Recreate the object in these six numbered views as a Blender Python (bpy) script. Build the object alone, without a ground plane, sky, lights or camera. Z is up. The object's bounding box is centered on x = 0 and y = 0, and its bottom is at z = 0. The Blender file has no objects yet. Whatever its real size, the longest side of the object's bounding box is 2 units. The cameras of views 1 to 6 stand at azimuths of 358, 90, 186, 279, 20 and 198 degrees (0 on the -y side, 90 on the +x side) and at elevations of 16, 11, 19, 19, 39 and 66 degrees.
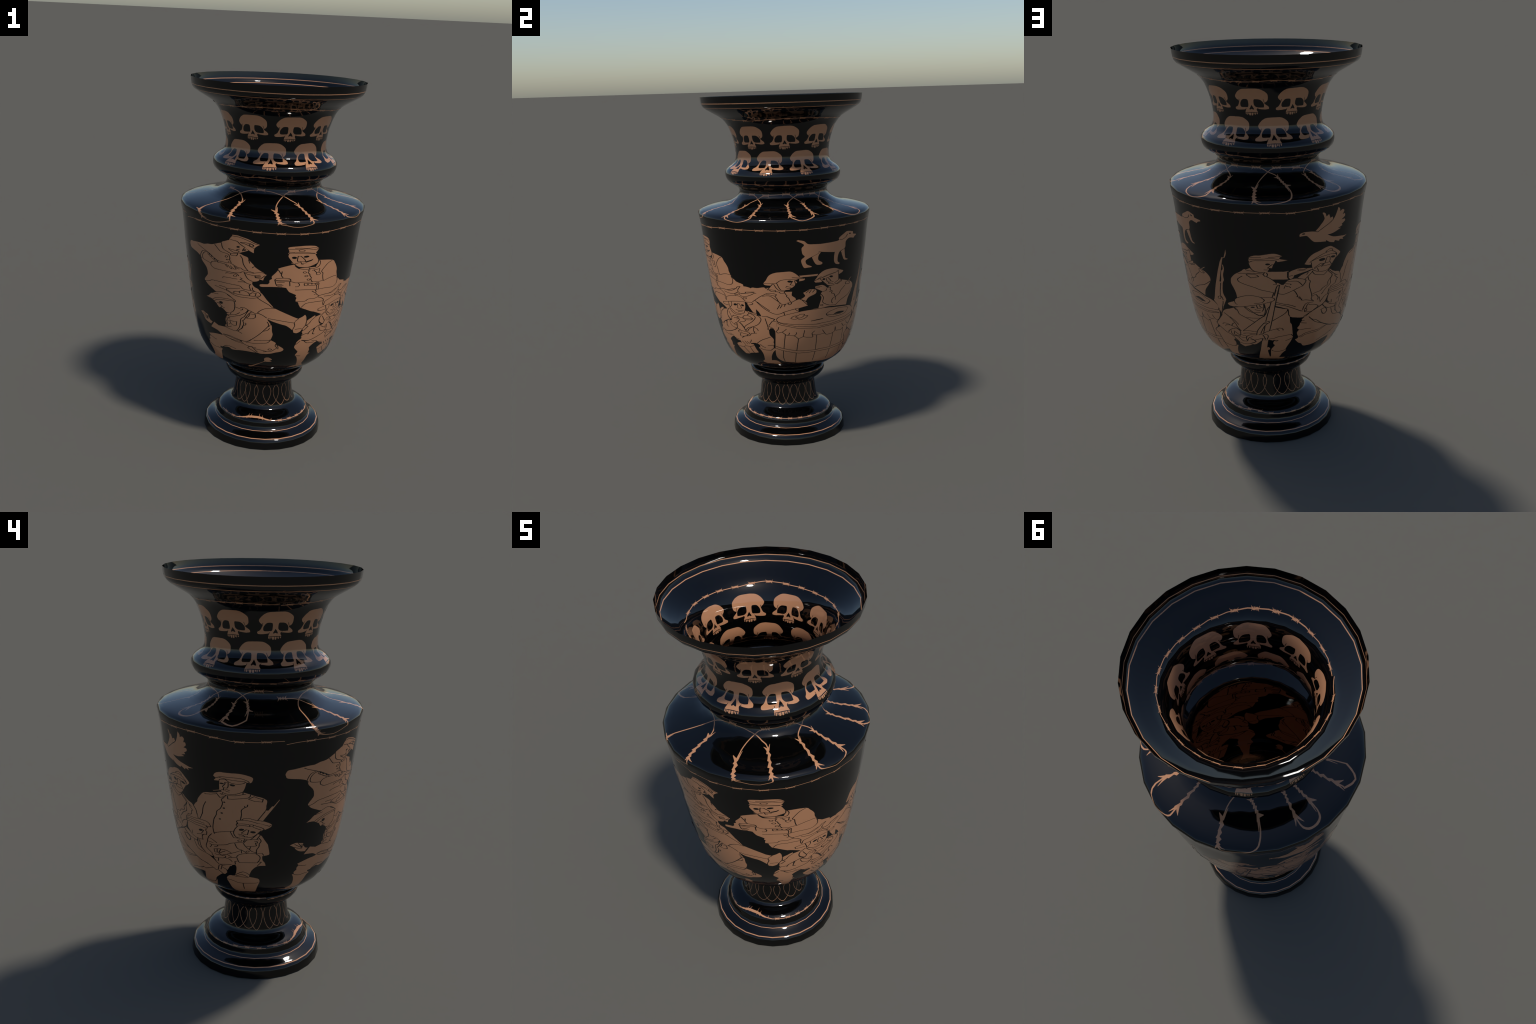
import bpy, bmesh, math
from mathutils import Vector
from mathutils.geometry import delaunay_2d_cdt

# ------------------------------------------------------------------ the pot
# Turned profile (radius, height), from the underside of the foot to the lip.
SEGMENTS = 26            # the pot is a coarse lathe: 26 facets with smoothed normals
PHASE = 1.3              # azimuth of the first facet edge, degrees (0 = -y, 90 = +x)
WALL = 0.002
LAYER = 0.00002          # how far each coat of paint stands over the one below
PROFILE = {
    "foot": [(0.3405, 0.0000), (0.3388, 0.0180), (0.3360, 0.0380), (0.3325, 0.0465), (0.3254, 0.0535), (0.3120, 0.0600), (0.2960, 0.0668), (0.2815, 0.0750),
             (0.2715, 0.0828), (0.2662, 0.0878), (0.2635, 0.0940), (0.2615, 0.1040), (0.2600, 0.1150), (0.2585, 0.1235), (0.2555, 0.1285), (0.2495, 0.1342),
             (0.2370, 0.1418), (0.2210, 0.1490), (0.2050, 0.1548), (0.1930, 0.1596), (0.1850, 0.1645)],
    "stem": [(0.1850, 0.1645), (0.1798, 0.1715), (0.1760, 0.1810), (0.1732, 0.1930), (0.1708, 0.2090), (0.1680, 0.2300), (0.1655, 0.2550), (0.1625, 0.2800),
             (0.1600, 0.2990), (0.1605, 0.3085)],
    "collar": [(0.1605, 0.3085), (0.1690, 0.3165), (0.1840, 0.3255), (0.2005, 0.3365), (0.2130, 0.3500), (0.2210, 0.3645), (0.2243, 0.3790), (0.2243, 0.3890),
             (0.2215, 0.3950), (0.2120, 0.3990), (0.2010, 0.4020), (0.1965, 0.4055)],
    "body": [(0.1965, 0.4055), (0.2030, 0.4090), (0.2160, 0.4145), (0.2330, 0.4220), (0.2508, 0.4320), (0.2718, 0.4432), (0.2918, 0.4550), (0.3118, 0.4685),
             (0.3298, 0.4850), (0.3468, 0.5030), (0.3618, 0.5270), (0.3748, 0.5540), (0.3868, 0.5840), (0.3978, 0.6180), (0.4078, 0.6560), (0.4188, 0.7040),
             (0.4298, 0.7640), (0.4388, 0.8240), (0.4478, 0.8900), (0.4578, 0.9650), (0.4678, 1.0480), (0.4788, 1.1350), (0.4868, 1.2150), (0.4948, 1.2800),
             (0.5018, 1.3150), (0.5050, 1.3320)],
    "shoulder": [(0.5050, 1.3320), (0.5040, 1.3425), (0.4958, 1.3505), (0.4798, 1.3580), (0.4568, 1.3648), (0.4268, 1.3720), (0.3968, 1.3780), (0.3668, 1.3834),
             (0.3368, 1.3897), (0.3098, 1.3997), (0.2898, 1.4114), (0.2748, 1.4221), (0.2638, 1.4370), (0.2578, 1.4520), (0.2573, 1.4620)],
    "neck_ring": [(0.2573, 1.4620), (0.2602, 1.4720), (0.2682, 1.4810), (0.2822, 1.4900), (0.2990, 1.5010), (0.3160, 1.5130), (0.3290, 1.5270), (0.3360, 1.5430),
             (0.3380, 1.5570), (0.3360, 1.5710), (0.3282, 1.5830), (0.3132, 1.5965), (0.2947, 1.6095), (0.2807, 1.6225), (0.2747, 1.6400)],
    "neck": [(0.2747, 1.6400), (0.2726, 1.6580), (0.2718, 1.6780), (0.2738, 1.6980), (0.2790, 1.7300), (0.2855, 1.7600), (0.2969, 1.7930), (0.3118, 1.8310),
             (0.3300, 1.8570), (0.3494, 1.8770)],
    "mouth": [(0.3494, 1.8770), (0.3738, 1.8922), (0.4068, 1.9110), (0.4413, 1.9318), (0.4528, 1.9420), (0.4596, 1.9520), (0.4632, 1.9640), (0.4658, 1.9800),
             (0.4678, 2.0000)],
}
RINGS = []                       # all rings bottom to top, shared borders once
RANGE = {}
for part, pts in PROFILE.items():
    start = len(RINGS) - 1 if RINGS else 0
    RINGS += pts if not RINGS else pts[1:]
    RANGE[part] = (start, len(RINGS) - 1)
STEP = 360.0 / SEGMENTS


def ring_below(z):
    """Index of the ring under a height, and how far it lies towards the next one (the profile only ever rises)."""
    z = min(max(z, 0.0), RINGS[-1][1])
    lo, hi = 0, len(RINGS) - 2
    while lo < hi:
        mid = (lo + hi + 1) // 2
        if RINGS[mid][1] <= z:
            lo = mid
        else:
            hi = mid - 1
    return lo, (z - RINGS[lo][1]) / (RINGS[lo + 1][1] - RINGS[lo][1])


def profile_normals():
    # what smooth shading gives: face normals weighted, then averaged at the ring
    faces = []
    for (r0, z0), (r1, z1) in zip(RINGS, RINGS[1:]):
        l = math.hypot(r1 - r0, z1 - z0)
        faces.append(((z1 - z0) / l, -(r1 - r0) / l))
    out = []
    for i in range(len(RINGS)):
        near = [faces[j] for j in (i - 1, i) if 0 <= j < len(faces)]
        x, y = sum(n[0] for n in near), sum(n[1] for n in near)
        l = math.hypot(x, y)
        out.append((x / l, y / l))
    return out


NORMALS = profile_normals()


def corner(k, i):
    a = math.radians(PHASE + k * STEP)
    out = Vector((math.sin(a), -math.cos(a), 0.0))
    r, z = RINGS[i]
    nr, nz = NORMALS[i]
    return out * r + Vector((0, 0, z)), (out * nr + Vector((0, 0, nz)))


def wall_point(azimuth, z, lift):
    """A point on the faceted wall, lifted along the smoothed normal; returns point and normal."""
    f = (azimuth - PHASE) / STEP
    k = math.floor(f + 1e-9)
    f -= k
    i, g = ring_below(z)
    P, N = Vector(), Vector()
    for kk, ii, w in ((k, i, (1 - f) * (1 - g)), (k + 1, i, f * (1 - g)), (k, i + 1, (1 - f) * g), (k + 1, i + 1, f * g)):
        p, n = corner(kk, ii)
        P += p * w
        N += n * w
    N.normalize()
    return P + N * lift, N


# ------------------------------------------------------------------ materials
def glaze(name, colour, spread, scale):
    m = bpy.data.materials.new(name)
    m.use_nodes = True
    nt = m.node_tree
    b = nt.nodes["Principled BSDF"]
    coords = nt.nodes.new("ShaderNodeTexCoord")
    noise = nt.nodes.new("ShaderNodeTexNoise")
    noise.inputs["Scale"].default_value = scale
    noise.inputs["Detail"].default_value = 3.0
    ramp = nt.nodes.new("ShaderNodeValToRGB")
    ramp.color_ramp.elements[0].color = (*[c * (1 - spread) for c in colour], 1)
    ramp.color_ramp.elements[1].color = (*[c * (1 + spread) for c in colour], 1)
    nt.links.new(coords.outputs["Object"], noise.inputs["Vector"])
    nt.links.new(noise.outputs["Fac"], ramp.inputs["Fac"])
    nt.links.new(ramp.outputs["Color"], b.inputs["Base Color"])
    b.inputs["Roughness"].default_value = ROUGH
    b.inputs["IOR"].default_value = 1.5
    return m


ROUGH = 0.04
BLACK = glaze("black_glaze", (0.0014, 0.0014, 0.0014), 0.1, 6.0)
CLAY = glaze("terracotta_paint", (0.470, 0.224, 0.114), 0.02, 5.0)

# ------------------------------------------------------------------ objects
SCENE = bpy.context.scene.collection
VASE = bpy.data.objects.new("painted_vase", None)
VASE["label"] = "tall black glazed vase with terracotta skulls, soldiers and barbed wire"
VASE["category"] = "vase"
SCENE.objects.link(VASE)


def add_object(name, verts, faces, normals, materials, indices, parent):
    me = bpy.data.meshes.new(name)
    me.from_pydata(verts, [], faces)
    for m in materials:
        me.materials.append(m)
    me.polygons.foreach_set("material_index", indices)
    me.polygons.foreach_set("use_smooth", [True] * len(faces))
    me.update()
    me.normals_split_custom_set_from_vertices(normals)
    ob = bpy.data.objects.new(name, me)
    ob.parent = parent
    SCENE.objects.link(ob)
    return ob


def build_wall(name, lo, hi):
    """One band of the pot: outer and inner skin, which meet at the lip; a flat underside closes the foot."""
    verts, norms, faces = [], [], []
    def skin(side):
        base = len(verts)
        for i in range(lo, hi + 1):
            for k in range(SEGMENTS):
                p, n = corner(k, i)
                n = n.normalized()
                verts.append(p if side > 0 else p - n * (WALL if i < len(RINGS) - 1 else 0.0))
                norms.append(n * side)
        for i in range(hi - lo):
            for k in range(SEGMENTS):
                k2 = (k + 1) % SEGMENTS
                q = [base + i * SEGMENTS + k, base + i * SEGMENTS + k2, base + (i + 1) * SEGMENTS + k2, base + (i + 1) * SEGMENTS + k]
                faces.append(q if side > 0 else q[::-1])
        return base
    a, b = skin(1), skin(-1)
    if lo == 0:       # foot ring
        base = len(verts)
        for src in (a, b):
            for k in range(SEGMENTS):
                verts.append(verts[src + k].copy())
                norms.append(Vector((0, 0, -1)))
        for k in range(SEGMENTS):
            k2 = (k + 1) % SEGMENTS
            faces.append([base + SEGMENTS + k, base + SEGMENTS + k2, base + k2, base + k])
    if lo == 0:       # flat underside of the foot
        base = len(verts)
        for k in range(SEGMENTS):
            p = verts[b + k].copy()
            p.z = 0.002
            verts.append(p)
            norms.append(Vector((0, 0, -1)))
        faces.append([base + k for k in range(SEGMENTS)][::-1])
    add_object(name, verts, faces, norms, [BLACK], [0] * len(faces), VASE)


for part, (lo, hi) in RANGE.items():
    build_wall(part, lo, hi)


# ------------------------------------------------------------------ paint
# All painting is drawn on the unrolled wall in (azimuth in degrees, height in metres), then cut along the facets
# and laid on them in thin coats.  The drawings were made for a sheet that gives each degree 3.8 mm, so they are
# stretched sideways where the pot is wide and lengthwise where its wall lies flat.  The same painting shows on the inner face of the wall.
SHEET = 0.0038
PIECE = 0.0003


def smooth(points, closed):
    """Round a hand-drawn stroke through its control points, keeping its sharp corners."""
    n = len(points)
    if n < 3:
        return list(points)
    def metric(a, b):
        return ((b[0] - a[0]) * SHEET, b[1] - a[1])
    def corner_at(i):
        if not closed and i in (0, n - 1):
            return True
        u, v = metric(points[i - 1], points[i]), metric(points[i], points[(i + 1) % n])
        lu, lv = math.hypot(*u), math.hypot(*v)
        if lu * lv < 1e-9:
            return True
        return (u[0] * v[0] + u[1] * v[1]) / (lu * lv) < 0.5
    sharp = [corner_at(i) for i in range(n)]
    out = []
    for i in range(n if closed else n - 1):
        p1, p2 = points[i], points[(i + 1) % n]
        p0 = points[i - 1] if not sharp[i] else p1
        p3 = points[(i + 2) % n] if not sharp[(i + 1) % n] else p2
        for t in (0.0, 0.34, 0.67):
            a, b, c, d = -0.5 * t + t * t - 0.5 * t ** 3, 1 - 2.5 * t * t + 1.5 * t ** 3, 0.5 * t + 2 * t * t - 1.5 * t ** 3, -0.5 * t * t + 0.5 * t ** 3
            if sharp[i] and sharp[(i + 1) % n] and t > 0:
                continue
            out.append(tuple(a * p0[k] + b * p1[k] + c * p2[k] + d * p3[k] for k in (0, 1)))
    if not closed:
        out.append(points[-1])
    return out


class Coat:
    """A set of flat pieces of paint on the unrolled sheet: (azimuth in degrees, height in metres)."""
    def __init__(self):
        self.verts, self.faces, self.piece, self.owner = [], [], 0, []

    def fill(self, outline):
        vs = [Vector((a * SHEET, z)) for a, z in outline]
        es = [(i, (i + 1) % len(vs)) for i in range(len(vs))]
        v2, _, f2, _, _, _ = delaunay_2d_cdt(vs, es, [], 4, 1e-6)
        b = len(self.verts)
        self.verts += [(v.x / SHEET, v.y) for v in v2]
        self.faces += [[b + i for i in f] for f in f2]
        self.owner += [self.piece] * len(v2)
        self.piece += 1

    def stroke(self, path, width, closed=False, taper=False):
        """A ribbon of paint along a path, of even width on the flat sheet."""
        pts = [Vector((a * SHEET, z)) for a, z in path]
        pts = [p for i, p in enumerate(pts) if i == 0 or (p - pts[i - 1]).length > 1e-5]
        n = len(pts)
        if n < 2:
            return
        b = len(self.verts)
        for i, p in enumerate(pts):
            sides = []
            if i > 0 or closed:
                sides.append((p - pts[i - 1]).normalized())
            if i < n - 1 or closed:
                sides.append((pts[(i + 1) % n] - p).normalized())
            d = sum(sides, Vector((0, 0)))
            d = d.normalized() if d.length > 1e-6 else sides[-1]
            w = width * 0.5 / max(0.6, abs(d.dot(sides[0])))
            if taper:
                w *= max(0.12, 1 - i / (n - 1))
            for q in (p + Vector((-d.y, d.x)) * w, p - Vector((-d.y, d.x)) * w):
                self.verts.append((q.x / SHEET, q.y))
        for i in range(n if closed else n - 1):
            j = (i + 1) % n
            self.faces.append([b + 2 * i, b + 2 * i + 1, b + 2 * j + 1, b + 2 * j])
        self.owner += [self.piece] * (2 * n)
        self.piece += 1

    def lay(self, name, layer, material, parent, inside=False, stuff=False):
        """Cut along the facet edges and lay on the wall."""
        bm = bmesh.new()
        vs = [bm.verts.new((a, z, 0.01 * o)) for (a, z), o in zip(self.verts, self.owner)]   # pieces of one coat do not share a plane
        for f in self.faces:
            if len(set(f)) == len(f) > 2:
                try:
                    bm.faces.new([vs[i] for i in f])
                except ValueError:
                    pass
        if not bm.faces:
            bm.free()
            return None
        xs, ys = [v.co.x for v in bm.verts], [v.co.y for v in bm.verts]
        cuts = [((PHASE + k * STEP, 0, 0), (1, 0, 0)) for k in range(math.ceil((min(xs) - PHASE) / STEP), math.floor((max(xs) - PHASE) / STEP) + 1)]
        cuts += [((0, z, 0), (0, 1, 0)) for _, z in RINGS if min(ys) < z < max(ys)]
        for co, no in cuts:
            bmesh.ops.bisect_plane(bm, geom=bm.verts[:] + bm.edges[:] + bm.faces[:], dist=1e-7, plane_co=co, plane_no=no)
        lift = (layer + 2) * LAYER
        if inside:
            lift = -WALL - lift
        out, norms = [], []
        bm.verts.index_update()
        for v in bm.verts:
            p, n = wall_point(v.co.x, v.co.y, lift + v.co.z * (-PIECE if inside else PIECE))
            out.append(p)
            norms.append(-n if inside else n)
        faces = []
        for f in bm.faces:
            idx = [v.index for v in f.verts]
            area = sum(a.co.x * b.co.y - b.co.x * a.co.y for a, b in zip(f.verts, f.verts[1:] + [f.verts[0]]))
            # azimuth runs anticlockwise seen from above, so a positive area faces outwards
            faces.append(idx if (area > 0) != inside else idx[::-1])
        bm.free()
        ob = add_object(name, out, faces, norms, [material], [0] * len(faces), parent)
        if stuff:
            ob["kind"] = "stuff"
        return ob


LINE = 0.0024
FIGURES = []


def figure(name):
    FIGURES.append({"name": name, "areas": [], "lines": Coat(), "light": Coat()})


def area(kind, *points):
    FIGURES[-1]["areas"].append((kind, (smooth(points, True))))


def line(*points):
    FIGURES[-1]["lines"].stroke((smooth(points, False)), LINE)


def fine(*points):
    FIGURES[-1]["light"].stroke((smooth(points, False)), LINE)


def black(*points):
    FIGURES[-1]["lines"].fill((smooth(points, True)))


def ellipse(centre, one, two, steps=14):
    return [(centre[0] + one[0] * math.cos(t) + two[0] * math.sin(t), centre[1] + one[1] * math.cos(t) + two[1] * math.sin(t))
            for t in (math.tau * i / steps for i in range(steps))]


def eye(centre, one, two):
    FIGURES[-1]["lines"].fill((ellipse(centre, one, two)))


def button(centre, one, two):
    FIGURES[-1]["lines"].stroke((ellipse(centre, one, two)), LINE * 0.85, closed=True)


# ------------------------------------------------------------------ the frieze: (azimuth, height) control points of each figure's parts and strokes

figure("painted_officer")
area("tunic", (11.8, 1.117), (6.7, 1.107), (2.4, 1.096), (2.3, 1.088), (0.4, 1.068), (-1.5, 1.050), (-1.3, 1.038), (-2.8, 1.028), (-2.7, 1.016), (-3.8, 1.006), (-8.0, 1.004), (-8.9, 0.999), (-8.6, 0.992), (-6.8, 0.990), (1.0, 0.994), (7.6, 0.989), (8.6, 0.983), (10.4, 0.965), (12.8, 0.956), (14.4, 0.950), (15.2, 0.946), (14.8, 0.938), (15.7, 0.930), (15.3, 0.920), (15.6, 0.909), (17.2, 0.904), (17.8, 0.892), (18.8, 0.879), (20.0, 0.870), (27.6, 0.845), (31.0, 0.837), (37.8, 0.814), (41.1, 0.824), (45.9, 0.852), (54.8, 0.869), (59.9, 0.901), (59.7, 0.913), (57.8, 0.967), (57.1, 0.979), (52.1, 0.988), (50.4, 0.997), (48.6, 1.006), (47.1, 1.023), (45.9, 1.045), (45.6, 1.063), (44.2, 1.083), (42.3, 1.102), (39.7, 1.121), (29.5, 1.133), (28.4, 1.135), (26.9, 1.097), (14.9, 1.096), (12.5, 1.113))
area("head", (25.0, 1.172), (26.1, 1.158), (27.7, 1.136), (28.0, 1.122), (25.8, 1.108), (22.5, 1.100), (18.4, 1.099), (14.7, 1.106), (12.4, 1.119), (10.8, 1.130), (8.9, 1.149), (8.0, 1.160), (8.0, 1.170), (8.8, 1.179))
area("cap", (7.4, 1.207), (8.3, 1.211), (11.4, 1.214), (16.8, 1.217), (22.2, 1.215), (25.1, 1.211), (26.6, 1.203), (27.3, 1.197), (26.8, 1.191), (26.4, 1.184), (25.4, 1.177), (26.4, 1.172), (25.7, 1.168), (25.0, 1.170), (16.2, 1.176), (11.7, 1.178), (8.8, 1.179), (7.9, 1.176), (7.7, 1.179), (8.3, 1.185), (7.7, 1.200))
line((11.5, 1.206), (15.8, 1.206), (19.3, 1.202), (22.8, 1.203), (25.4, 1.202), (26.4, 1.199), (27.2, 1.195))
line((11.5, 1.198), (14.7, 1.201), (21.0, 1.198), (25.4, 1.191), (26.6, 1.191))
line((11.7, 1.185), (18.5, 1.180), (22.8, 1.175), (25.2, 1.173))
line((11.7, 1.178), (16.2, 1.176), (22.8, 1.171), (25.0, 1.171))
line((7.8, 1.198), (11.5, 1.198))
line((8.3, 1.185), (11.7, 1.184))
line((8.1, 1.179), (11.7, 1.180))
button((16.07, 1.1916), (2.01, -0.0013), (0.07, -0.0053))
eye((11.68, 1.1541), (1.62, -0.0001), (0.07, -0.0063))
eye((19.46, 1.1576), (1.92, 0.0009), (0.17, -0.0054))
line((15.6, 1.163), (18.8, 1.140), (18.7, 1.130))
line((14.3, 1.163), (13.9, 1.161), (13.7, 1.138), (14.4, 1.133), (16.7, 1.133), (18.6, 1.132))
line((15.6, 1.163), (14.3, 1.163))
black((18.7, 1.132), (20.3, 1.134), (22.8, 1.138), (24.4, 1.144), (23.6, 1.134), (21.1, 1.128), (19.2, 1.128))
line((15.8, 1.132), (16.4, 1.124), (19.2, 1.123), (20.4, 1.126))
line((12.3, 1.125), (13.6, 1.125), (15.3, 1.128))
fine((10.1, 1.126), (12.3, 1.123))
line((16.4, 1.122), (16.9, 1.118), (18.1, 1.117))
line((12.4, 1.119), (13.8, 1.107), (16.0, 1.102), (19.6, 1.099), (22.7, 1.101), (25.7, 1.110), (27.8, 1.118), (28.0, 1.133))
line((27.8, 1.114), (25.8, 1.104), (22.0, 1.099))
line((12.5, 1.111), (14.9, 1.096), (18.6, 1.089), (22.2, 1.087))
line((28.7, 1.134), (29.8, 1.120), (29.3, 1.103), (27.0, 1.091), (22.9, 1.089))
line((22.1, 1.095), (23.0, 1.086), (21.8, 1.081), (22.6, 1.077), (21.9, 1.068), (23.2, 1.059), (23.6, 1.049), (24.7, 1.038), (24.4, 1.031), (25.1, 1.020), (26.0, 1.012))
button((19.56, 1.0707), (1.11, -0.0008), (0.07, -0.0043))
button((21.00, 1.0497), (1.12, -0.0008), (0.07, -0.0044))
button((22.83, 1.0284), (1.01, -0.0007), (0.07, -0.0044))
line((24.6, 1.079), (26.2, 1.081), (30.0, 1.085), (29.6, 1.064))
line((25.9, 1.079), (28.3, 1.062))
button((29.50, 1.0570), (1.55, 0.0007), (0.43, -0.0072))
line((39.6, 1.119), (36.5, 1.108), (34.0, 1.089), (31.9, 1.067), (33.2, 1.057), (33.5, 1.039), (34.3, 1.016), (35.1, 1.011))
line((35.1, 1.011), (39.7, 1.021), (43.3, 1.026), (47.1, 1.023))
line((35.0, 1.012), (29.9, 1.012), (26.5, 1.013), (23.4, 1.014), (19.6, 1.017), (15.9, 1.017))
line((47.4, 1.016), (48.5, 0.998), (48.1, 0.977), (45.6, 0.965), (41.8, 0.964), (35.5, 0.967), (29.4, 0.967), (21.6, 0.972), (14.1, 0.976))
line((28.6, 1.008), (31.0, 1.003), (31.2, 0.987), (31.1, 0.967))
line((29.1, 0.993), (29.7, 0.983), (29.5, 0.968))
line((20.2, 1.007), (21.0, 1.008), (29.3, 1.001), (30.3, 0.994), (26.3, 0.994), (20.7, 0.996), (20.2, 1.002), (20.2, 1.007))
eye((22.88, 1.0022), (0.64, -0.0005), (0.05, -0.0028))
eye((25.66, 1.0021), (0.64, -0.0005), (0.05, -0.0028))
eye((28.35, 1.0000), (0.64, -0.0005), (0.05, -0.0028))
line((13.6, 1.016), (15.5, 1.016), (16.7, 1.007), (16.5, 0.997), (15.3, 0.994), (13.9, 0.994))
line((0.5, 1.033), (1.7, 1.041), (5.5, 1.043), (9.1, 1.041), (10.7, 1.034), (10.6, 1.023))
line((0.5, 1.033), (1.5, 1.008), (2.5, 0.999), (5.5, 0.994))
line((1.1, 1.031), (5.2, 1.030), (10.3, 1.033))
line((0.9, 1.028), (5.2, 1.026), (9.7, 1.025), (13.6, 1.017))
line((10.1, 1.023), (10.5, 0.998))
line((1.9, 1.020), (6.9, 1.018))
line((2.0, 1.009), (5.4, 1.009))
line((2.5, 1.004), (6.3, 1.003))
line((2.3, 1.090), (3.7, 1.072), (4.6, 1.063), (4.5, 1.057), (5.7, 1.045))
line((4.8, 1.080), (4.6, 1.065))
line((28.6, 0.966), (29.7, 0.957), (29.6, 0.947), (31.4, 0.934), (33.2, 0.927))
line((33.1, 0.927), (29.7, 0.918), (24.4, 0.917), (22.2, 0.907), (15.7, 0.909))
line((26.4, 0.962), (27.8, 0.955), (28.9, 0.950))
line((28.4, 0.941), (29.5, 0.939))
line((33.1, 0.928), (37.8, 0.930), (42.1, 0.931), (46.6, 0.941), (50.2, 0.946))
line((32.1, 0.921), (35.1, 0.913), (37.7, 0.898), (37.5, 0.880), (38.3, 0.865))
line((20.2, 0.872), (21.1, 0.881), (23.5, 0.893), (29.6, 0.896), (37.5, 0.891))
line((32.9, 0.928), (39.8, 0.930), (45.7, 0.931), (50.7, 0.948), (51.9, 0.958), (54.6, 0.963))
line((37.6, 0.918), (44.6, 0.913), (49.4, 0.917), (52.3, 0.930))

figure("painted_soldier")
area("coat", (294.8, 1.154), (298.3, 1.157), (306.0, 1.167), (310.6, 1.167), (314.3, 1.175), (317.3, 1.178), (320.1, 1.185), (323.5, 1.195), (325.6, 1.200), (330.8, 1.153), (336.7, 1.159), (338.3, 1.159), (340.5, 1.151), (343.1, 1.144), (343.8, 1.133), (344.3, 1.128), (345.7, 1.117), (347.2, 1.105), (347.8, 1.097), (351.5, 1.076), (353.9, 1.066), (355.2, 1.057), (354.0, 1.045), (353.2, 1.026), (351.5, 1.029), (350.8, 1.032), (350.6, 1.024), (349.1, 1.018), (346.6, 1.015), (346.3, 1.003), (346.9, 0.994), (348.3, 0.984), (350.1, 0.977), (351.5, 0.964), (352.0, 0.956), (353.1, 0.949), (356.0, 0.919), (359.0, 0.893), (361.2, 0.874), (362.9, 0.867), (366.9, 0.851), (376.4, 0.816), (378.9, 0.807), (381.7, 0.815), (383.9, 0.826), (385.0, 0.814), (385.4, 0.796), (385.4, 0.769), (383.1, 0.743), (382.0, 0.729), (379.4, 0.721), (378.0, 0.723), (376.5, 0.728), (375.8, 0.740), (371.0, 0.768), (366.7, 0.779), (360.1, 0.798), (357.4, 0.808), (356.7, 0.814), (352.9, 0.806), (338.0, 0.832), (333.9, 0.867), (328.5, 0.908), (325.7, 0.917), (319.8, 0.920), (315.5, 0.933), (312.1, 0.945), (310.5, 0.955), (309.9, 0.962), (309.2, 0.964), (309.5, 0.975), (312.4, 1.001), (312.6, 1.019), (311.8, 1.039), (310.0, 1.055), (308.1, 1.069), (307.3, 1.081), (306.4, 1.095), (302.4, 1.105), (295.1, 1.114), (293.7, 1.127), (293.4, 1.138))
line((304.0, 1.159), (305.8, 1.152), (311.0, 1.137), (313.6, 1.130), (316.1, 1.120), (319.6, 1.108), (322.5, 1.097), (328.0, 1.097), (331.7, 1.099), (333.9, 1.093), (337.1, 1.081), (338.7, 1.081), (340.5, 1.072), (343.5, 1.070), (347.4, 1.064))
line((312.3, 1.133), (309.2, 1.127), (307.7, 1.115), (306.6, 1.097), (306.7, 1.089), (308.0, 1.084))
line((313.6, 1.129), (310.9, 1.123), (309.0, 1.108), (308.6, 1.093), (309.3, 1.083), (312.3, 1.077), (316.0, 1.073))
line((313.5, 1.123), (314.9, 1.127), (321.5, 1.101), (321.4, 1.097), (320.1, 1.094), (313.5, 1.119))
eye((315.32, 1.1204), (0.61, -0.0019), (-0.42, -0.0035))
eye((317.39, 1.1131), (0.61, -0.0019), (-0.42, -0.0035))
eye((319.89, 1.1036), (0.59, -0.0028), (-0.38, -0.0034))
line((322.2, 1.091), (318.4, 1.087), (316.5, 1.076), (316.3, 1.062), (317.8, 1.054), (319.7, 1.050), (325.1, 1.049), (331.8, 1.050), (334.8, 1.050), (338.2, 1.054), (339.6, 1.061), (342.4, 1.062), (347.4, 1.062))
line((322.4, 1.099), (322.3, 1.088), (327.2, 1.088), (328.2, 1.082), (329.7, 1.073), (328.8, 1.090))
line((329.8, 1.086), (331.8, 1.070), (332.9, 1.069), (331.6, 1.087), (334.3, 1.070), (335.7, 1.071), (334.1, 1.088), (336.7, 1.075), (338.0, 1.075))
line((347.4, 1.063), (348.9, 1.065), (351.7, 1.068), (353.9, 1.065), (354.9, 1.059))
line((325.6, 1.200), (326.0, 1.178), (327.5, 1.165), (331.8, 1.153), (331.8, 1.143))
line((320.4, 1.185), (323.1, 1.162), (325.1, 1.151), (329.5, 1.147), (330.8, 1.142))
line((332.1, 1.151), (334.5, 1.154), (336.7, 1.159), (336.5, 1.150), (335.8, 1.144), (332.0, 1.144))
line((330.8, 1.142), (331.5, 1.128), (331.3, 1.116), (332.2, 1.106), (332.2, 1.098))
button((328.89, 1.1307), (0.91, 0.0015), (-0.02, -0.0048))
button((329.52, 1.1148), (0.77, 0.0003), (-0.06, -0.0024))
eye((330.51, 1.1039), (0.52, 0.0009), (-0.01, -0.0023))
button((334.97, 1.0347), (1.17, 0.0014), (-0.01, -0.0049))
line((338.3, 1.150), (339.8, 1.133), (340.3, 1.108), (341.7, 1.087), (343.6, 1.070))
line((340.9, 1.060), (342.6, 1.034), (344.3, 1.022), (346.6, 1.016))
line((343.8, 1.133), (344.5, 1.113))
line((347.1, 1.098), (346.2, 1.090))
line((341.2, 1.057), (344.0, 1.051), (348.1, 1.050), (351.4, 1.055))
line((347.7, 1.045), (351.8, 1.049))
line((348.1, 1.039), (351.8, 1.044))
line((348.1, 1.048), (348.3, 1.038), (351.9, 1.036), (354.3, 1.053))
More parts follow.
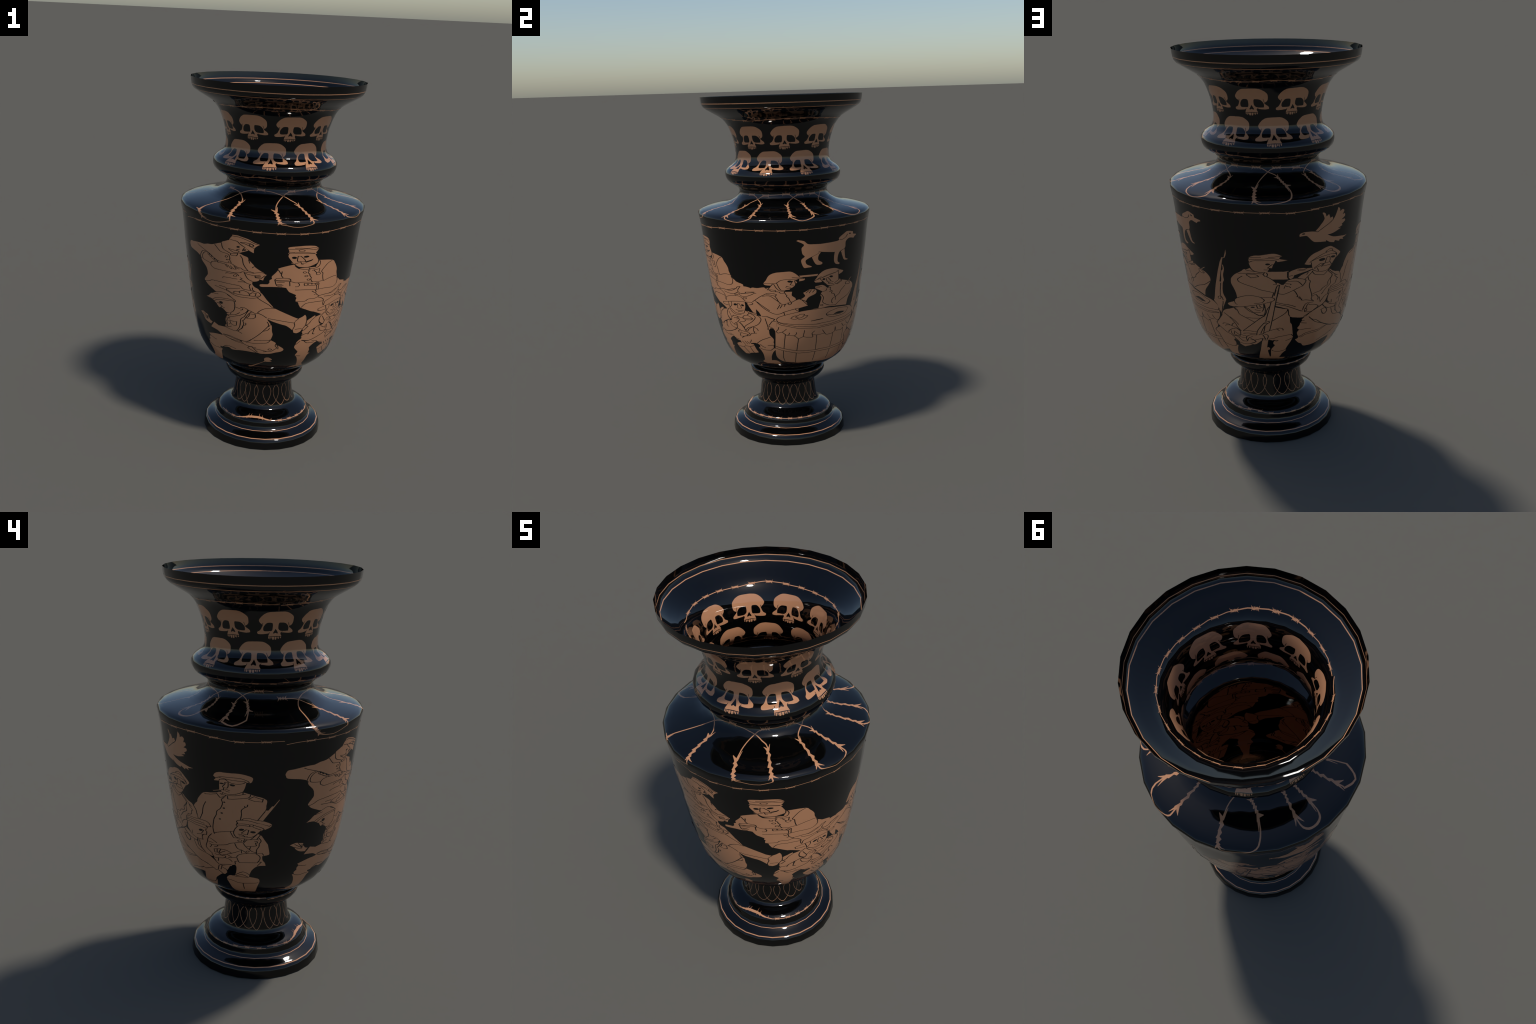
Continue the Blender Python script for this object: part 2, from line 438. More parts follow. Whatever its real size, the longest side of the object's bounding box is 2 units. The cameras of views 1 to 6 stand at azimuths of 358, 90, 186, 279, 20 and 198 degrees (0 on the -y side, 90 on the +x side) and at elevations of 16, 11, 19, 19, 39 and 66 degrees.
line((327.7, 1.036), (329.1, 1.041), (331.7, 1.043), (334.3, 1.049), (336.2, 1.045), (337.5, 1.035))
line((338.2, 1.028), (339.6, 1.022), (338.2, 1.017), (340.5, 1.012), (342.9, 1.001), (345.2, 0.998), (344.4, 0.987), (344.7, 0.980))
line((325.4, 1.008), (326.5, 1.014), (331.7, 1.017), (336.4, 1.017))
line((336.6, 1.002), (338.2, 1.004), (340.5, 1.006), (341.7, 1.005))
line((309.8, 0.960), (313.1, 0.966), (316.3, 0.978), (320.6, 0.982), (328.8, 0.982), (334.2, 0.983), (338.2, 0.980), (340.5, 0.966), (345.3, 0.964), (348.4, 0.960), (350.6, 0.956), (352.1, 0.945), (351.4, 0.936), (349.6, 0.927), (347.3, 0.923), (344.2, 0.920), (338.1, 0.919))
line((338.1, 0.920), (335.2, 0.923), (331.4, 0.933), (328.4, 0.941), (328.4, 0.945), (329.0, 0.954), (338.2, 0.969))
line((328.7, 0.946), (331.4, 0.937), (335.3, 0.933), (338.1, 0.932), (341.7, 0.932), (347.7, 0.934), (350.9, 0.938))
line((334.1, 0.937), (333.8, 0.943), (335.3, 0.948), (337.5, 0.946), (338.1, 0.940))
line((337.5, 0.946), (338.1, 0.952), (340.3, 0.958), (342.0, 0.955), (343.9, 0.949), (344.6, 0.940), (344.9, 0.933))
line((344.9, 0.943), (346.5, 0.953), (349.1, 0.951), (348.4, 0.935))
line((344.6, 0.980), (345.3, 0.967), (345.8, 0.963))
line((346.6, 0.982), (346.7, 0.969), (348.1, 0.962))
line((318.8, 0.954), (320.9, 0.951), (323.2, 0.948), (325.9, 0.945), (328.4, 0.941))
line((322.4, 0.960), (326.0, 0.959), (328.2, 0.957))
line((349.8, 0.927), (352.9, 0.911), (357.8, 0.890), (359.5, 0.879), (361.1, 0.875))
line((361.7, 0.871), (359.6, 0.871), (357.7, 0.871), (354.9, 0.866), (352.6, 0.857), (350.8, 0.845), (350.8, 0.838), (353.7, 0.829), (356.7, 0.814))
line((357.4, 0.812), (361.2, 0.808), (368.7, 0.796), (376.1, 0.785))
line((376.8, 0.789), (376.3, 0.783), (376.9, 0.768), (375.7, 0.746), (375.9, 0.731))
line((376.7, 0.793), (379.2, 0.807))
line((377.5, 0.746), (380.3, 0.746), (382.8, 0.746))
area("head", (325.8, 1.205), (328.4, 1.214), (331.1, 1.223), (334.5, 1.223), (338.1, 1.216), (339.6, 1.204), (341.3, 1.195), (343.1, 1.184), (343.2, 1.180), (340.5, 1.171), (339.8, 1.169), (338.7, 1.165), (338.3, 1.164), (336.7, 1.159), (334.5, 1.154), (331.8, 1.153), (327.5, 1.165), (326.1, 1.178), (325.7, 1.192))
area("cap", (333.4, 1.255), (333.2, 1.247), (332.5, 1.241), (331.4, 1.229), (331.2, 1.223), (335.6, 1.222), (338.1, 1.214), (341.5, 1.195), (344.9, 1.178), (347.0, 1.171), (347.2, 1.196), (349.5, 1.213), (350.5, 1.217), (346.9, 1.229), (343.7, 1.241), (340.4, 1.248), (338.2, 1.252), (336.8, 1.255))
line((325.7, 1.192), (326.1, 1.178), (327.5, 1.165), (331.8, 1.153))
eye((337.06, 1.1938), (1.10, 0.0004), (-0.05, -0.0047))
line((330.5, 1.177), (333.4, 1.175), (336.3, 1.172))
line((330.5, 1.176), (332.1, 1.169), (334.3, 1.162), (337.4, 1.166), (337.6, 1.169))
line((338.2, 1.184), (337.0, 1.181), (336.0, 1.176), (337.8, 1.170))
line((341.1, 1.193), (340.2, 1.184), (339.9, 1.174))
eye((341.23, 1.1816), (0.99, 0.0019), (0.04, -0.0037))
line((333.2, 1.249), (335.7, 1.248), (338.2, 1.246), (343.7, 1.233), (347.4, 1.222), (349.3, 1.218))
line((331.9, 1.228), (334.5, 1.226), (336.7, 1.222), (338.2, 1.210), (341.5, 1.195))
line((338.2, 1.219), (342.6, 1.221), (345.4, 1.218), (346.8, 1.208))
line((338.4, 1.218), (341.5, 1.214), (344.8, 1.204), (347.0, 1.197))
button((345.45, 1.2116), (1.48, -0.0017), (-0.14, -0.0052))

figure("painted_soldier")
area("greatcoat", (327.5, 0.809), (330.9, 0.820), (334.3, 0.858), (338.5, 0.858), (339.8, 0.862), (341.8, 0.860), (344.0, 0.851), (346.5, 0.844), (348.7, 0.837), (350.8, 0.838), (356.7, 0.814), (357.4, 0.802), (359.5, 0.781), (359.3, 0.775), (360.4, 0.771), (360.8, 0.738), (361.5, 0.719), (360.7, 0.695), (360.0, 0.684), (360.6, 0.683), (364.2, 0.667), (364.3, 0.659), (366.8, 0.647), (370.3, 0.630), (370.6, 0.619), (368.7, 0.610), (364.4, 0.604), (360.3, 0.597), (356.5, 0.594), (352.7, 0.594), (350.8, 0.599), (349.0, 0.599), (341.3, 0.600), (335.5, 0.598), (329.8, 0.593), (326.5, 0.602), (321.2, 0.595), (318.1, 0.592), (318.1, 0.585), (320.2, 0.577), (318.3, 0.561), (316.8, 0.525), (313.7, 0.494), (304.0, 0.486), (302.7, 0.502), (306.3, 0.515), (307.2, 0.537), (306.2, 0.569), (304.6, 0.590), (306.2, 0.590), (305.6, 0.604), (307.4, 0.614), (307.2, 0.626), (308.4, 0.639), (307.2, 0.650), (315.3, 0.664), (320.9, 0.670), (322.4, 0.675), (319.8, 0.686), (317.9, 0.691), (311.2, 0.697), (315.3, 0.733), (320.0, 0.724), (326.0, 0.725), (325.8, 0.739), (327.0, 0.740), (327.0, 0.752), (326.4, 0.763), (326.6, 0.778), (327.3, 0.790), (328.1, 0.800))
area("hand", (299.8, 0.763), (302.0, 0.769), (304.5, 0.772), (309.3, 0.763), (309.2, 0.751), (310.0, 0.747), (311.2, 0.736), (313.7, 0.730), (312.1, 0.714), (308.3, 0.719), (305.2, 0.730), (303.6, 0.741), (302.9, 0.749))
area("head", (317.2, 0.861), (319.5, 0.853), (320.1, 0.846), (321.5, 0.834), (322.6, 0.834), (323.6, 0.836), (324.1, 0.830), (325.1, 0.829), (326.5, 0.821), (327.4, 0.816), (328.8, 0.815), (331.1, 0.820), (333.2, 0.832), (334.2, 0.849), (334.4, 0.870), (333.9, 0.885), (333.1, 0.889), (322.6, 0.879), (318.6, 0.870))
area("cap", (309.6, 0.872), (312.3, 0.884), (314.9, 0.901), (319.8, 0.917), (324.7, 0.927), (328.0, 0.923), (331.3, 0.911), (334.0, 0.897), (334.8, 0.891), (334.3, 0.886), (333.7, 0.887), (333.1, 0.889), (322.6, 0.879), (318.6, 0.870), (317.2, 0.861), (315.7, 0.869), (312.5, 0.872))
line((319.8, 0.918), (324.7, 0.926), (328.0, 0.922), (331.3, 0.911), (334.0, 0.897))
line((316.1, 0.871), (318.7, 0.881), (321.6, 0.887), (325.6, 0.892), (332.3, 0.895), (333.9, 0.887), (334.7, 0.886), (334.7, 0.894), (333.5, 0.901), (328.5, 0.918))
line((317.2, 0.861), (319.0, 0.870), (322.6, 0.879), (333.1, 0.889))
line((315.4, 0.903), (318.3, 0.907), (321.5, 0.909))
eye((323.31, 0.8631), (1.49, -0.0023), (-0.48, -0.0073))
line((319.9, 0.856), (320.8, 0.859), (322.4, 0.852), (324.2, 0.841), (322.6, 0.835))
line((324.0, 0.831), (326.1, 0.838))
line((333.9, 0.885), (334.4, 0.872), (334.2, 0.849), (333.2, 0.832), (331.1, 0.820))
line((327.6, 0.802), (334.7, 0.814), (337.8, 0.829))
line((328.1, 0.795), (330.7, 0.796), (334.4, 0.804), (338.0, 0.813))
line((330.9, 0.819), (330.9, 0.808))
line((327.3, 0.804), (329.6, 0.797))
line((327.5, 0.788), (327.8, 0.776), (327.3, 0.763), (328.0, 0.752), (327.6, 0.736), (326.6, 0.730), (328.4, 0.730))
button((329.34, 0.7855), (0.65, 0.0012), (-0.02, -0.0029))
eye((328.48, 0.7663), (0.45, 0.0008), (-0.01, -0.0021))
eye((329.67, 0.7498), (0.54, 0.0010), (-0.02, -0.0026))
line((327.8, 0.730), (329.7, 0.735), (331.2, 0.740))
line((330.1, 0.774), (332.6, 0.771), (335.5, 0.773), (335.1, 0.751), (333.4, 0.748), (331.3, 0.752), (330.2, 0.762), (330.1, 0.774))
line((338.4, 0.786), (338.0, 0.758), (337.0, 0.738), (335.3, 0.719))
line((340.2, 0.788), (339.9, 0.784), (340.6, 0.772), (340.4, 0.759), (339.8, 0.752), (339.1, 0.739), (337.2, 0.726), (336.3, 0.716))
line((340.4, 0.757), (341.7, 0.760), (342.3, 0.768), (341.7, 0.774))
line((319.4, 0.724), (325.0, 0.726), (327.4, 0.723), (333.4, 0.716), (335.3, 0.719), (339.2, 0.707))
line((334.3, 0.858), (336.3, 0.854), (338.0, 0.852))
line((338.0, 0.855), (339.8, 0.861), (341.8, 0.859), (343.8, 0.851), (342.5, 0.837), (340.5, 0.825), (338.0, 0.813))
line((344.1, 0.849), (342.5, 0.829), (341.0, 0.809), (338.7, 0.794), (338.1, 0.770), (337.8, 0.753))
line((343.8, 0.851), (346.5, 0.844), (348.7, 0.837), (350.8, 0.838), (353.7, 0.829), (356.7, 0.814))
line((346.5, 0.844), (344.5, 0.832), (342.5, 0.811), (341.0, 0.792), (340.0, 0.783), (340.7, 0.769), (340.2, 0.756), (339.3, 0.738), (337.7, 0.730))
line((344.8, 0.830), (348.7, 0.832), (348.8, 0.812), (345.3, 0.802), (342.5, 0.803), (344.3, 0.815), (344.8, 0.828))
line((338.0, 0.844), (339.5, 0.846), (340.1, 0.855))
line((357.0, 0.792), (358.1, 0.780), (357.9, 0.766), (354.4, 0.734), (350.8, 0.707), (346.7, 0.682), (344.2, 0.666), (340.9, 0.661), (337.3, 0.663))
line((358.2, 0.764), (359.3, 0.773))
line((354.7, 0.735), (357.8, 0.743), (359.1, 0.756))
line((348.0, 0.676), (353.4, 0.677), (358.5, 0.680), (360.0, 0.686))
line((341.8, 0.657), (346.7, 0.657), (353.3, 0.661), (357.7, 0.665), (359.4, 0.675), (360.4, 0.683))
line((323.0, 0.678), (330.5, 0.677), (337.9, 0.664), (341.7, 0.662), (344.5, 0.669), (345.9, 0.679))
line((324.2, 0.670), (328.1, 0.661), (333.4, 0.658), (338.6, 0.653), (340.2, 0.644), (344.1, 0.635), (347.2, 0.635))
line((337.6, 0.663), (338.9, 0.651))
line((343.9, 0.632), (343.3, 0.623), (346.7, 0.612), (349.7, 0.600))
line((343.9, 0.632), (346.7, 0.633), (350.8, 0.603))
line((346.4, 0.632), (349.7, 0.630))
line((347.8, 0.624), (352.1, 0.620), (357.5, 0.612), (361.5, 0.615), (363.6, 0.625), (365.1, 0.632), (365.0, 0.641), (364.1, 0.647), (364.3, 0.659))
line((355.1, 0.607), (358.0, 0.611))
button((360.22, 0.6250), (1.33, 0.0006), (0.04, -0.0045))
line((302.9, 0.765), (308.8, 0.739))
line((305.4, 0.769), (308.8, 0.740))
line((308.4, 0.759), (308.8, 0.740))
line((302.9, 0.749), (305.8, 0.741), (308.9, 0.736))
line((308.4, 0.639), (313.3, 0.628), (315.5, 0.628))
line((306.2, 0.587), (311.1, 0.575), (314.8, 0.577), (318.8, 0.578))
line((321.2, 0.595), (325.9, 0.611), (333.5, 0.604))
line((320.9, 0.670), (326.5, 0.675), (331.3, 0.670), (338.7, 0.659))
line((324.5, 0.669), (330.6, 0.657), (339.3, 0.645))
line((313.7, 0.729), (312.0, 0.716))
line((365.1, 0.656), (366.3, 0.642), (366.4, 0.627))
area("spoon", (356.2, 0.559), (357.0, 0.567), (358.4, 0.571), (360.3, 0.570), (361.8, 0.564), (362.8, 0.557), (360.8, 0.549), (362.9, 0.542), (358.6, 0.540), (356.3, 0.539), (349.0, 0.510), (344.7, 0.492), (341.7, 0.490), (343.0, 0.501), (345.0, 0.503), (350.6, 0.522), (354.5, 0.535), (356.5, 0.545))

figure("painted_soldier")
area("coat", (112.5, 0.835), (114.1, 0.876), (114.7, 0.895), (113.8, 0.907), (114.3, 0.920), (115.3, 0.928), (118.8, 0.943), (121.1, 0.954), (124.2, 0.959), (129.4, 0.988), (132.1, 0.978), (138.9, 0.963), (143.3, 0.951), (146.1, 0.932), (146.3, 0.911), (143.8, 0.882), (140.8, 0.853), (139.6, 0.819), (123.1, 0.834), (116.4, 0.833))
area("hand", (109.5, 0.964), (112.2, 0.967), (115.0, 0.967), (117.5, 0.957), (119.0, 0.944), (118.1, 0.930), (115.7, 0.929), (112.4, 0.942), (109.7, 0.953))
area("head", (112.6, 1.006), (118.6, 0.963), (124.2, 0.958), (128.5, 0.978), (128.2, 1.034), (119.7, 1.022))
area("helmet", (108.7, 0.995), (110.3, 1.013), (111.9, 1.031), (115.6, 1.049), (120.2, 1.055), (124.9, 1.054), (129.2, 1.041), (133.0, 1.030), (131.9, 1.021), (128.8, 1.014), (128.3, 1.034), (119.7, 1.024), (112.8, 1.008), (114.5, 0.990), (113.7, 0.985), (109.5, 0.986))
line((109.7, 0.960), (114.7, 0.960))
line((109.9, 0.954), (112.9, 0.954))
line((109.0, 0.996), (113.9, 1.018))
line((110.3, 1.002), (128.5, 1.035))
line((126.3, 1.038), (129.2, 1.039))
line((128.3, 1.034), (128.5, 1.016))
line((128.4, 1.017), (128.9, 0.981))
eye((121.86, 1.0090), (1.48, -0.0002), (0.16, -0.0057))
eye((115.97, 0.9996), (1.27, 0.0001), (0.17, -0.0056))
line((117.9, 1.005), (119.1, 1.007), (122.0, 0.984), (118.8, 0.982), (117.9, 1.002))
line((119.7, 0.978), (120.3, 0.969), (124.2, 0.966))
line((120.3, 0.975), (124.0, 0.977))
line((112.6, 1.006), (118.8, 0.963), (121.0, 0.957), (125.0, 0.958))
line((124.9, 0.969), (128.5, 0.981), (130.4, 0.988), (131.4, 0.985), (130.6, 0.973), (126.8, 0.961), (125.2, 0.965))
line((127.3, 0.958), (132.2, 0.970), (131.2, 0.983))
line((121.9, 0.948), (121.7, 0.931), (123.4, 0.924), (123.1, 0.910), (125.4, 0.904), (125.8, 0.893), (126.9, 0.886), (126.9, 0.866))
line((126.9, 0.886), (130.7, 0.899), (131.6, 0.912), (133.9, 0.926), (136.2, 0.939))
line((146.0, 0.909), (140.7, 0.881), (132.5, 0.857), (127.6, 0.836), (123.0, 0.840), (120.5, 0.845), (116.0, 0.865), (116.4, 0.893), (114.2, 0.915))
line((126.9, 0.886), (124.3, 0.878), (123.7, 0.859), (124.6, 0.849))
line((136.7, 0.944), (136.7, 0.958), (138.9, 0.961), (141.9, 0.947), (141.3, 0.943), (136.7, 0.944))
fine((139.4, 0.960), (141.2, 0.971), (142.9, 0.978))
button((115.28, 0.8490), (1.04, -0.0013), (0.04, -0.0046))
line((117.8, 0.958), (120.3, 0.947), (121.9, 0.948))
line((118.8, 0.943), (118.1, 0.930), (115.7, 0.929))
line((121.0, 0.922), (122.6, 0.922))
area("rifle", (97.8, 1.034), (105.2, 1.034), (111.2, 1.035), (110.6, 1.025), (105.5, 1.024), (98.6, 1.025))

figure("painted_soldier")
area("coat", (54.6, 0.964), (57.8, 0.967), (61.3, 0.964), (63.4, 0.959), (64.8, 0.964), (68.0, 0.963), (73.0, 0.968), (74.1, 0.963), (69.5, 0.965), (73.1, 0.969), (74.3, 0.965), (77.3, 0.969), (79.6, 0.990), (82.6, 0.999), (87.7, 0.957), (87.9, 0.944), (92.9, 0.943), (92.7, 0.921), (95.1, 0.906), (95.5, 0.893), (97.8, 0.899), (99.4, 0.895), (102.3, 0.888), (104.2, 0.859), (104.2, 0.856), (98.9, 0.848), (97.4, 0.844), (97.4, 0.831), (98.1, 0.825), (93.8, 0.818), (87.4, 0.807), (81.9, 0.789), (80.8, 0.779), (81.0, 0.784), (80.6, 0.733), (78.4, 0.728), (76.2, 0.728), (75.0, 0.717), (72.7, 0.752), (72.5, 0.782), (65.2, 0.802), (57.8, 0.880), (53.7, 0.918), (52.2, 0.939))
black((66.0, 0.838), (68.3, 0.821), (70.0, 0.797), (66.3, 0.801), (66.0, 0.817))
area("hand", (99.1, 0.897), (102.1, 0.911), (101.7, 0.923), (100.7, 0.933), (103.6, 0.943), (105.3, 0.949), (108.5, 0.948), (110.3, 0.941), (109.8, 0.922), (104.8, 0.905), (102.9, 0.885))
line((105.2, 0.946), (102.6, 0.930))
line((106.7, 0.947), (105.1, 0.928))
line((109.2, 0.945), (107.5, 0.931))
area("head", (79.6, 0.990), (77.2, 0.959), (76.2, 0.959), (78.8, 0.947), (84.0, 0.944), (87.4, 0.949), (87.9, 0.954), (91.3, 0.956), (91.8, 0.964), (92.8, 0.966), (94.7, 0.978), (95.2, 0.988), (96.4, 0.997), (94.7, 1.008), (97.4, 1.015), (85.7, 1.011), (82.6, 0.997))
area("helmet", (73.4, 0.994), (75.1, 1.010), (76.5, 1.030), (78.7, 1.045), (82.4, 1.055), (87.1, 1.058), (91.8, 1.059), (94.5, 1.050), (96.9, 1.035), (98.1, 1.025), (101.0, 1.019), (101.8, 1.011), (100.8, 1.005), (97.6, 1.002), (97.4, 1.015), (91.7, 1.013), (85.7, 1.011), (83.3, 0.997), (79.6, 0.991), (78.3, 0.980), (75.4, 0.981), (73.7, 0.985))
line((73.5, 0.993), (79.6, 0.992), (82.6, 0.997), (85.5, 1.011), (91.7, 1.015), (101.3, 1.016))
line((92.9, 1.025), (101.3, 1.018))
line((97.6, 1.015), (97.5, 1.003))
line((80.3, 0.990), (81.9, 0.968), (84.3, 0.951), (87.7, 0.948))
line((82.4, 0.995), (83.9, 0.969), (85.3, 0.954), (87.9, 0.953))
eye((91.41, 1.0024), (1.66, -0.0005), (-0.01, -0.0060))
line((93.6, 1.006), (91.6, 0.983), (94.2, 0.981))
line((94.7, 1.007), (95.2, 0.988))
line((88.5, 0.969), (89.3, 0.975), (90.4, 0.972), (92.5, 0.969))
line((89.2, 0.963), (91.6, 0.963))
line((55.0, 0.964), (52.6, 0.945), (52.3, 0.931), (54.5, 0.923), (58.5, 0.928), (58.9, 0.934), (66.1, 0.939))
line((54.8, 0.922), (63.6, 0.933), (66.1, 0.939))
line((48.7, 0.915), (52.3, 0.929))
line((48.7, 0.915), (49.2, 0.907), (53.8, 0.921))
line((53.0, 0.916), (55.5, 0.906), (59.7, 0.910), (63.4, 0.921), (65.8, 0.931), (67.4, 0.932))
button((57.80, 0.8978), (1.42, 0.0009), (-0.08, -0.0054))
line((54.1, 0.901), (58.1, 0.880))
line((63.7, 0.880), (65.8, 0.891), (70.5, 0.916), (73.9, 0.928), (71.6, 0.919), (75.5, 0.935), (78.8, 0.935), (81.7, 0.930), (81.8, 0.925), (80.9, 0.919), (82.1, 0.905), (83.0, 0.891), (84.0, 0.881))
line((74.7, 0.929), (77.9, 0.925), (80.9, 0.919))
line((71.6, 0.917), (76.7, 0.920), (80.5, 0.903), (84.0, 0.882), (84.9, 0.879), (83.2, 0.873))
line((65.9, 0.890), (69.7, 0.863), (74.7, 0.833), (80.0, 0.814), (84.1, 0.816), (86.7, 0.825), (91.3, 0.835), (97.4, 0.847))
line((67.5, 0.882), (71.8, 0.858), (76.5, 0.832))
line((86.7, 0.825), (87.4, 0.807))
line((84.9, 0.874), (87.1, 0.870), (88.2, 0.873), (90.1, 0.873), (89.9, 0.879), (92.4, 0.879), (92.1, 0.872), (90.9, 0.868), (89.9, 0.873))
line((84.2, 0.870), (82.0, 0.843))
line((85.8, 0.868), (84.2, 0.849))
line((88.1, 0.872), (87.1, 0.858))
line((87.9, 0.949), (87.4, 0.937), (84.7, 0.937), (84.0, 0.944), (81.8, 0.945), (81.1, 0.954), (76.9, 0.956), (75.4, 0.954))
line((76.9, 0.954), (78.8, 0.946), (81.8, 0.945))
line((87.9, 0.937), (88.6, 0.927), (89.3, 0.922), (89.0, 0.916), (90.5, 0.906), (91.4, 0.889), (92.6, 0.882), (95.6, 0.894), (97.8, 0.899))
line((99.6, 0.894), (101.5, 0.888), (103.6, 0.876), (104.7, 0.859))
line((97.8, 0.899), (99.9, 0.892), (104.2, 0.859))
line((95.2, 0.842), (95.9, 0.834), (98.1, 0.825))
line((74.3, 0.965), (76.2, 0.959), (79.6, 0.990))
line((70.4, 0.799), (73.1, 0.798), (75.6, 0.793), (79.5, 0.784), (79.2, 0.778))

figure("painted_barrel_table")
area("barrel", (79.8, 0.703), (78.4, 0.726), (80.6, 0.735), (81.1, 0.763), (80.9, 0.780), (83.1, 0.797), (89.3, 0.810), (97.5, 0.823), (104.4, 0.828), (113.1, 0.834), (126.7, 0.825), (139.2, 0.813), (147.1, 0.801), (150.4, 0.778), (151.4, 0.753), (150.8, 0.777), (150.7, 0.751), (150.7, 0.734), (149.3, 0.710), (147.1, 0.691), (147.3, 0.672), (144.7, 0.633), (146.3, 0.612), (150.3, 0.558), (151.9, 0.524), (144.7, 0.505), (138.3, 0.487), (128.4, 0.486), (113.0, 0.495), (100.5, 0.499), (96.4, 0.502), (86.5, 0.512), (81.8, 0.527), (79.5, 0.544), (78.8, 0.566), (78.9, 0.605))
line((81.2, 0.778), (82.2, 0.767), (85.0, 0.761), (90.8, 0.753), (97.3, 0.747), (105.6, 0.743), (114.8, 0.738), (111.8, 0.741), (122.6, 0.742), (138.0, 0.747), (149.6, 0.756), (150.8, 0.777), (147.1, 0.801), (141.2, 0.813))
line((81.2, 0.773), (82.9, 0.763), (88.1, 0.750), (94.7, 0.739), (100.0, 0.734), (114.9, 0.724), (114.1, 0.725), (125.0, 0.728), (138.4, 0.733), (150.2, 0.743))
line((81.5, 0.763), (83.9, 0.750), (89.4, 0.739), (96.0, 0.727), (101.5, 0.723), (115.0, 0.714), (112.1, 0.716), (122.9, 0.719), (135.9, 0.722), (144.3, 0.731), (150.4, 0.740))
line((80.9, 0.780), (83.1, 0.796), (89.3, 0.810), (98.5, 0.825))
line((98.5, 0.826), (107.5, 0.830), (121.5, 0.829), (139.2, 0.813))
line((91.7, 0.786), (93.4, 0.797), (95.2, 0.801), (96.2, 0.800))
line((95.2, 0.794), (98.5, 0.808), (101.2, 0.808), (102.0, 0.804), (100.7, 0.793), (98.3, 0.787), (95.5, 0.792), (95.2, 0.794))
line((91.7, 0.785), (94.9, 0.780), (96.7, 0.785), (97.8, 0.780), (100.7, 0.779), (103.2, 0.787), (104.5, 0.797), (102.1, 0.800))
black((107.0, 0.763), (111.6, 0.768), (117.0, 0.769), (117.5, 0.765), (111.6, 0.763), (107.1, 0.760))
line((119.6, 0.791), (123.4, 0.805), (131.2, 0.812), (141.6, 0.801), (143.1, 0.791), (139.6, 0.772), (134.8, 0.765), (126.7, 0.767), (121.2, 0.778), (119.6, 0.791))
line((119.8, 0.790), (126.5, 0.778), (134.6, 0.774))
black((125.9, 0.781), (130.0, 0.790), (134.9, 0.788), (138.8, 0.782), (135.1, 0.776))
line((82.6, 0.736), (81.9, 0.720), (80.2, 0.709), (81.7, 0.699), (85.0, 0.706), (87.1, 0.692), (88.7, 0.685), (94.1, 0.680), (97.5, 0.661), (101.4, 0.671), (104.6, 0.665), (109.0, 0.662), (109.4, 0.669), (108.5, 0.685), (110.6, 0.700))
line((85.0, 0.706), (86.9, 0.714), (88.4, 0.724))
line((89.0, 0.685), (90.4, 0.691), (90.5, 0.700))
line((94.4, 0.680), (95.8, 0.690), (96.0, 0.700))
line((101.4, 0.671), (102.4, 0.710))
line((108.9, 0.677), (113.9, 0.672), (119.7, 0.675))
line((117.5, 0.698), (119.7, 0.678), (121.7, 0.665), (126.4, 0.665), (130.1, 0.673), (130.1, 0.701))
line((130.1, 0.701), (131.4, 0.675), (137.0, 0.669), (140.1, 0.683))
line((137.4, 0.708), (139.7, 0.691), (143.7, 0.691))
line((142.9, 0.716), (145.0, 0.697), (147.7, 0.694))
line((87.4, 0.692), (85.9, 0.603))
line((85.5, 0.587), (85.2, 0.543), (86.5, 0.514))
line((97.6, 0.660), (96.5, 0.585))
line((96.1, 0.570), (96.0, 0.504))
line((112.6, 0.672), (112.9, 0.581))
line((112.9, 0.566), (112.3, 0.504))
line((128.3, 0.667), (127.8, 0.582))
line((128.1, 0.566), (127.6, 0.503))
line((139.5, 0.681), (141.6, 0.584))
line((141.9, 0.568), (142.9, 0.515))
line((79.3, 0.617), (85.6, 0.602), (96.3, 0.585), (104.0, 0.580), (117.7, 0.578), (112.0, 0.580), (126.7, 0.579), (138.6, 0.584), (146.6, 0.593))
line((79.4, 0.603), (85.5, 0.588), (95.8, 0.571), (102.6, 0.567), (118.1, 0.567), (113.3, 0.567), (128.7, 0.566), (142.1, 0.571), (147.7, 0.577))

figure("painted_soldier")
area("coat", (25.8, 0.787), (29.6, 0.806), (32.6, 0.814), (32.7, 0.804), (37.9, 0.812), (41.4, 0.825), (59.7, 0.821), (66.1, 0.802), (70.0, 0.796), (72.5, 0.783), (72.9, 0.777), (74.3, 0.735), (74.8, 0.715), (75.0, 0.692), (75.8, 0.679), (78.0, 0.660), (77.7, 0.640), (78.0, 0.629), (77.5, 0.617), (77.6, 0.604), (79.7, 0.598), (76.7, 0.577), (74.7, 0.548), (74.3, 0.520), (78.4, 0.520), (81.2, 0.509), (82.6, 0.495), (80.1, 0.493), (70.6, 0.497), (70.4, 0.495), (66.6, 0.500), (65.3, 0.510), (67.4, 0.522), (67.6, 0.557), (66.1, 0.584), (64.2, 0.599), (65.7, 0.607), (65.7, 0.618), (63.7, 0.625), (60.3, 0.629), (58.2, 0.625), (46.8, 0.627), (42.3, 0.635), (40.8, 0.643), (37.9, 0.642), (33.1, 0.619), (33.9, 0.602), (33.5, 0.579), (35.7, 0.579), (33.5, 0.563), (32.6, 0.535), (31.6, 0.509), (35.7, 0.489), (17.8, 0.487), (24.0, 0.503), (26.2, 0.502), (25.1, 0.538), (23.4, 0.565), (21.7, 0.575), (21.8, 0.584), (23.1, 0.600), (21.7, 0.612), (19.3, 0.632), (20.0, 0.652), (20.9, 0.668), (24.0, 0.687), (23.1, 0.696), (24.1, 0.715), (23.3, 0.724), (24.2, 0.735), (23.5, 0.741), (25.5, 0.762))
line((72.7, 0.798), (75.0, 0.796), (76.5, 0.789), (79.8, 0.783), (78.8, 0.773))
